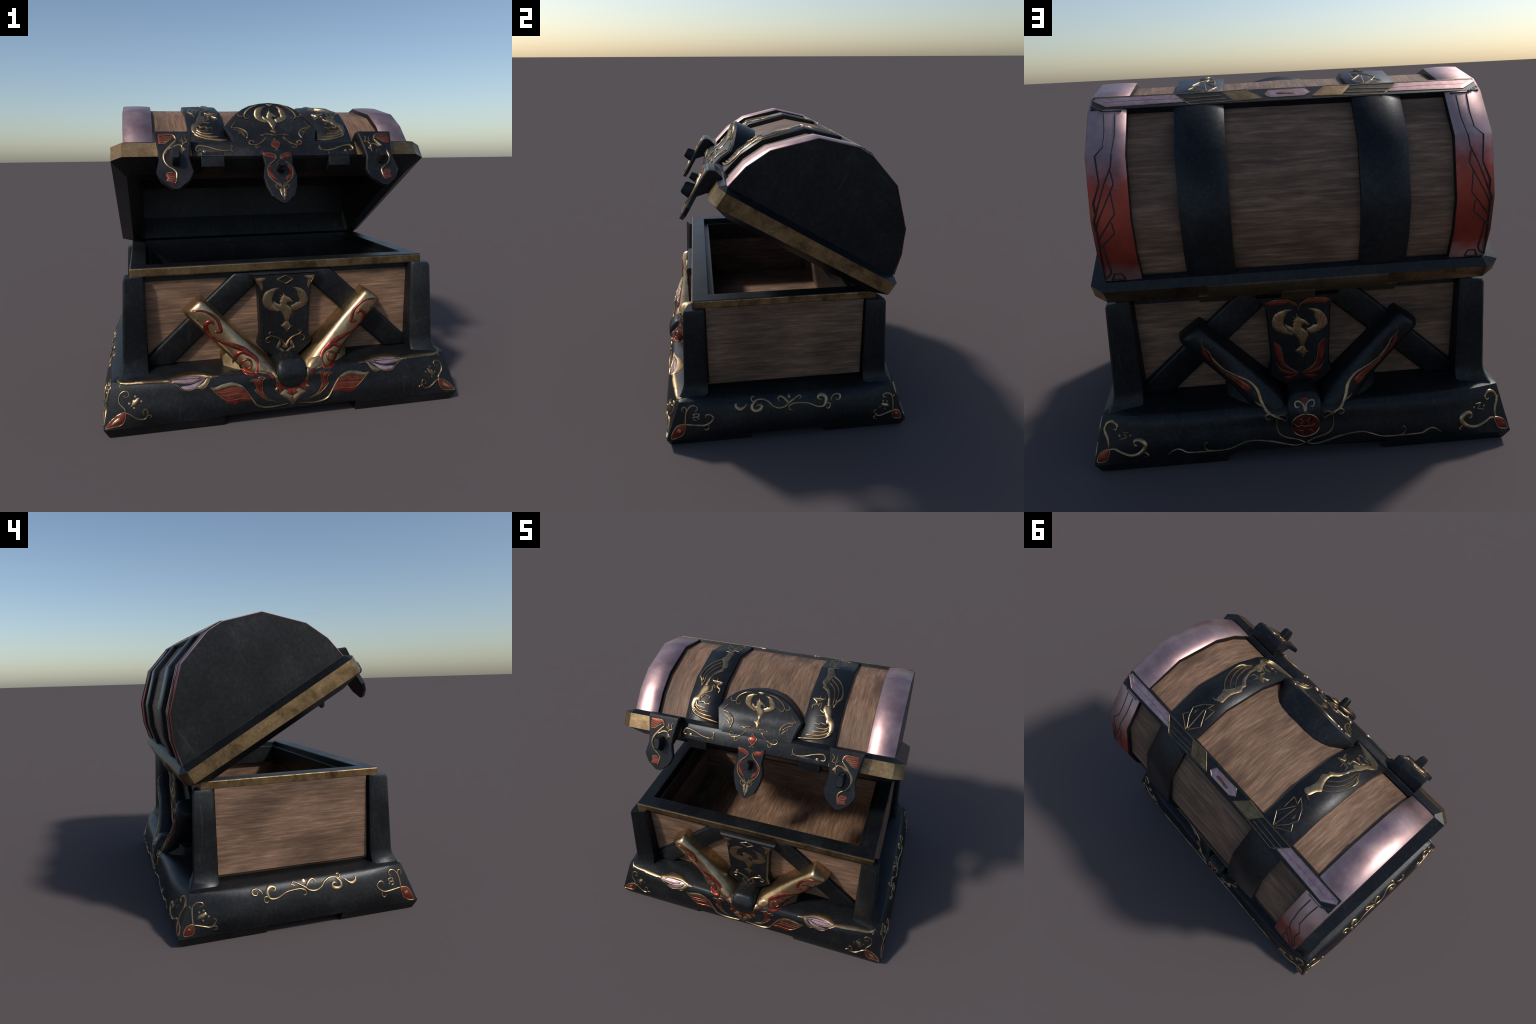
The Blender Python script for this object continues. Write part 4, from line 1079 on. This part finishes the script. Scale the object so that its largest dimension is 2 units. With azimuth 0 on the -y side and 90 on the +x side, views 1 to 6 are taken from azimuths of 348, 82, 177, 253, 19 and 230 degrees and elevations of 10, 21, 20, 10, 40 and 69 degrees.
STRAP_FACET = [
    line([(0.3448, 0.7721), (0.4216, 0.7268), (0.3984, 0.6918)], (0.0065,), G, sharp=True),
    line([(0.3443, 0.7637), (0.388, 0.7095), (0.4072, 0.6644), (0.3792, 0.6149), (0.3343, 0.5768), (0.3454, 0.6136), (0.3085, 0.5986), (0.3085, 0.6713)], (0.0065,), G, sharp=True),
    line([(0.3402, 0.7615), (0.3542, 0.6311)], (0.0065,), G),
    line([(0.3393, 0.77), (0.297, 0.7061), (0.3156, 0.6772), (0.3487, 0.6202)], (0.0065,), G, sharp=True),
    fill([(0.3756, 0.6834), (0.3763, 0.6498), (0.3878, 0.6704)], G, sharp=True),
]

RIDGE_HALF = [
    fill([(0.8041, -0.0344), (0.4744, -0.0357), (0.4318, 0.0189), (0.7492, 0.0304), (0.8118, -0.0175)], P, sharp=True, h=0.002),
    fill([(0.2765, -0.037), (0.1715, -0.0451), (0.107, 0.0236), (0.2306, 0.027)], B, sharp=True, h=0.002),
    line([(0.817, -0.0194), (0.7508, 0.0302), (0.4287, 0.0223), (0.404, 0.0414), (0.2298, 0.033), (0.1044, 0.0263)], (0.0045,), G, sharp=True),
    line([(0.8082, -0.0351), (0.4727, -0.0373), (0.2801, -0.0388), (0.172, -0.0456), (0.1044, 0.0263)], (0.0045,), G, sharp=True),
    line([(0.7968, -0.0303), (0.7567, -0.0023), (0.6038, -0.0057), (0.4452, -0.0017), (0.263, -0.0119)], (0.0045,), G, sharp=True),
    line([(0.4287, 0.0223), (0.2468, 0.0127)], (0.0045,), G, sharp=True),
    line([(0.4752, -0.0366), (0.4053, 0.0415)], (0.0045,), G, sharp=True),
]

RIDGE_GEM = [
    fill([(0.0941, 0.0009), (0.0744, -0.032), (-0.0776, -0.0346), (-0.0998, -0.0012), (-0.0683, 0.0199), (0.0691, 0.0216)], P, sharp=True, h=0.005),
    line([(0.0941, 0.0009), (0.0744, -0.032), (-0.0776, -0.0346), (-0.0998, -0.0012), (-0.0683, 0.0199), (0.0691, 0.0216)], (0.005,), G, closed=True, sharp=True),
    fill([(0.0448, 0.002), (0.0269, -0.0111), (-0.0415, -0.0028), (-0.0274, 0.0087)], B, h=0.007),
]

STRAP_LINES = [
    line([(0.7123, 0.8812), (0.71, 0.9877), (0.7197, 1.077), (0.7277, 1.129), (0.7585, 1.195), (0.8136, 1.342), (0.8096, 1.39), (0.8112, 1.461), (0.8204, 1.616), (0.7941, 1.592), (0.7861, 1.57), (0.7931, 1.452)], (0.0075,), K, sharp=True),
    line([(0.7582, 0.8758), (0.752, 0.9662), (0.7551, 1.043), (0.7857, 1.084), (0.7787, 1.193), (0.8094, 1.27), (0.8044, 1.315)], (0.0075,), K, sharp=True),
    line([(0.7305, 1.142), (0.7218, 1.196), (0.8152, 1.38)], (0.0075,), K, sharp=True),
    line([(0.7375, 1.22), (0.7272, 1.317), (0.81, 1.422)], (0.0075,), K, sharp=True),
    line([(0.7428, 1.347), (0.739, 1.396), (0.8112, 1.461)], (0.0075,), K, sharp=True),
    line([(0.7332, 1.619), (0.7437, 1.588), (0.7756, 1.588), (0.7909, 1.622)], (0.0075,), K, closed=True, sharp=True),
    line([(0.6862, 0.8706), (0.7667, 0.8688), (0.8137, 0.8391)], (0.0075,), K, sharp=True),
    dot((0.773, 0.8619), 0.006, K),
    dot((0.7855, 0.8557), 0.006, K),
    dot((0.7992, 0.845), 0.006, K),
    dot((0.8118, 0.8364), 0.006, K),
]

flip = lambda u, v: (-u, v)
front = cast([plinth] + HB[:2], 1, -1)
back = cast([plinth] + HB[2:], 1, 1)
for tf in (None, flip):
    ornament("plinth_ornament", PLINTH_FRONT, front, plinth, tf)
    ornament("collar_ornament", PLINTH_COLLAR, front, plinth, tf)
    ornament("plinth_ornament", PLINTH_BACK, back, plinth, tf)
for sgn in (1, -1):
    ornament("side_scroll", PLINTH_SIDE, cast([plinth], 0, sgn), plinth, None, 0.8)
ornament("pomegranate_ornament", POMEGRANATE, cast([plinth, BOSS[1]], 1, 1), plinth, None, 0.4)

for hb, tf in ((HB[0], None), (HB[1], flip)):
    ornament("brace_swirl", BRACE_SWIRL, cast([hb, plinth], 1, -1), hb, tf)
for hb, tf in ((HB[2], None), (HB[3], flip)):
    ornament("feather_ornament", BACK_BRACE, cast([hb, plinth], 1, 1), hb, tf)

sf, sb = cast([SHIELD[0]], 1, -1), cast([SHIELD[1]], 1, 1)
ornament("phoenix_emblem", PHOENIX, sf, SHIELD[0], lambda u, v: (u, v + 0.596))
ornament("phoenix_emblem", PHOENIX, sb, SHIELD[1], lambda u, v: (-u - 0.004, v + 0.607))
ornament("shield_ornament", FRONT_SHIELD_MID, sf, SHIELD[0])
for tf in (None, flip):
    ornament("shield_ornament", FRONT_SHIELD_HALF, sf, SHIELD[0], tf)
    ornament("laurel_ornament", BACK_SHIELD_HALF, sb, SHIELD[1], tf)

cs = cast([CREST, BAR], 1, -1)
ornament("phoenix_emblem", PHOENIX, cs, lid, lambda u, v: (0.74 * u + 0.002, 0.76 * v + 0.150))
def in_crest(u, v):
    # keep relief clear of the crest's rolled edge
    return (u * 0.965, v if v < 0.06 else 0.06 + (v - 0.06) * 0.93)
ornament("crest_ornament", CREST_MID, cs, lid, in_crest)
hs = [cast([h], 1, -1) for h in HASP]
for k, tf in enumerate((None, flip)):
    ornament("crest_ornament", CREST_HALF, cs, lid, in_crest if tf is None else (lambda u, v: in_crest(-u, v)))
    ornament("bar_scroll", BAR_SCROLL, cs, lid, tf)
    ornament("hasp_dragon", HASP_DRAGON, hs[k], lid, tf)
    ornament("horned_head_ornament", HASP_HORN_HALF, hs[2], lid, tf)
    ornament("strap_dragon", STRAP_DRAGON, arch_surf, lid, tf)
    ornament("strap_facet_ornament", STRAP_FACET, arch_surf, lid, tf, 0.6)
    ornament("engraved_line", STRAP_LINES, arch_surf, lid, tf)
    ornament("ridge_inlay", RIDGE_HALF, lambda u, v: (Vector((u, v, 0.5155)), Vector((0, 0, 1))), lid, tf, 0.6)
ornament("ridge_gem", RIDGE_GEM, lambda u, v: (Vector((u, v, 0.5155)), Vector((0, 0, 1))), lid, None, 0.6)
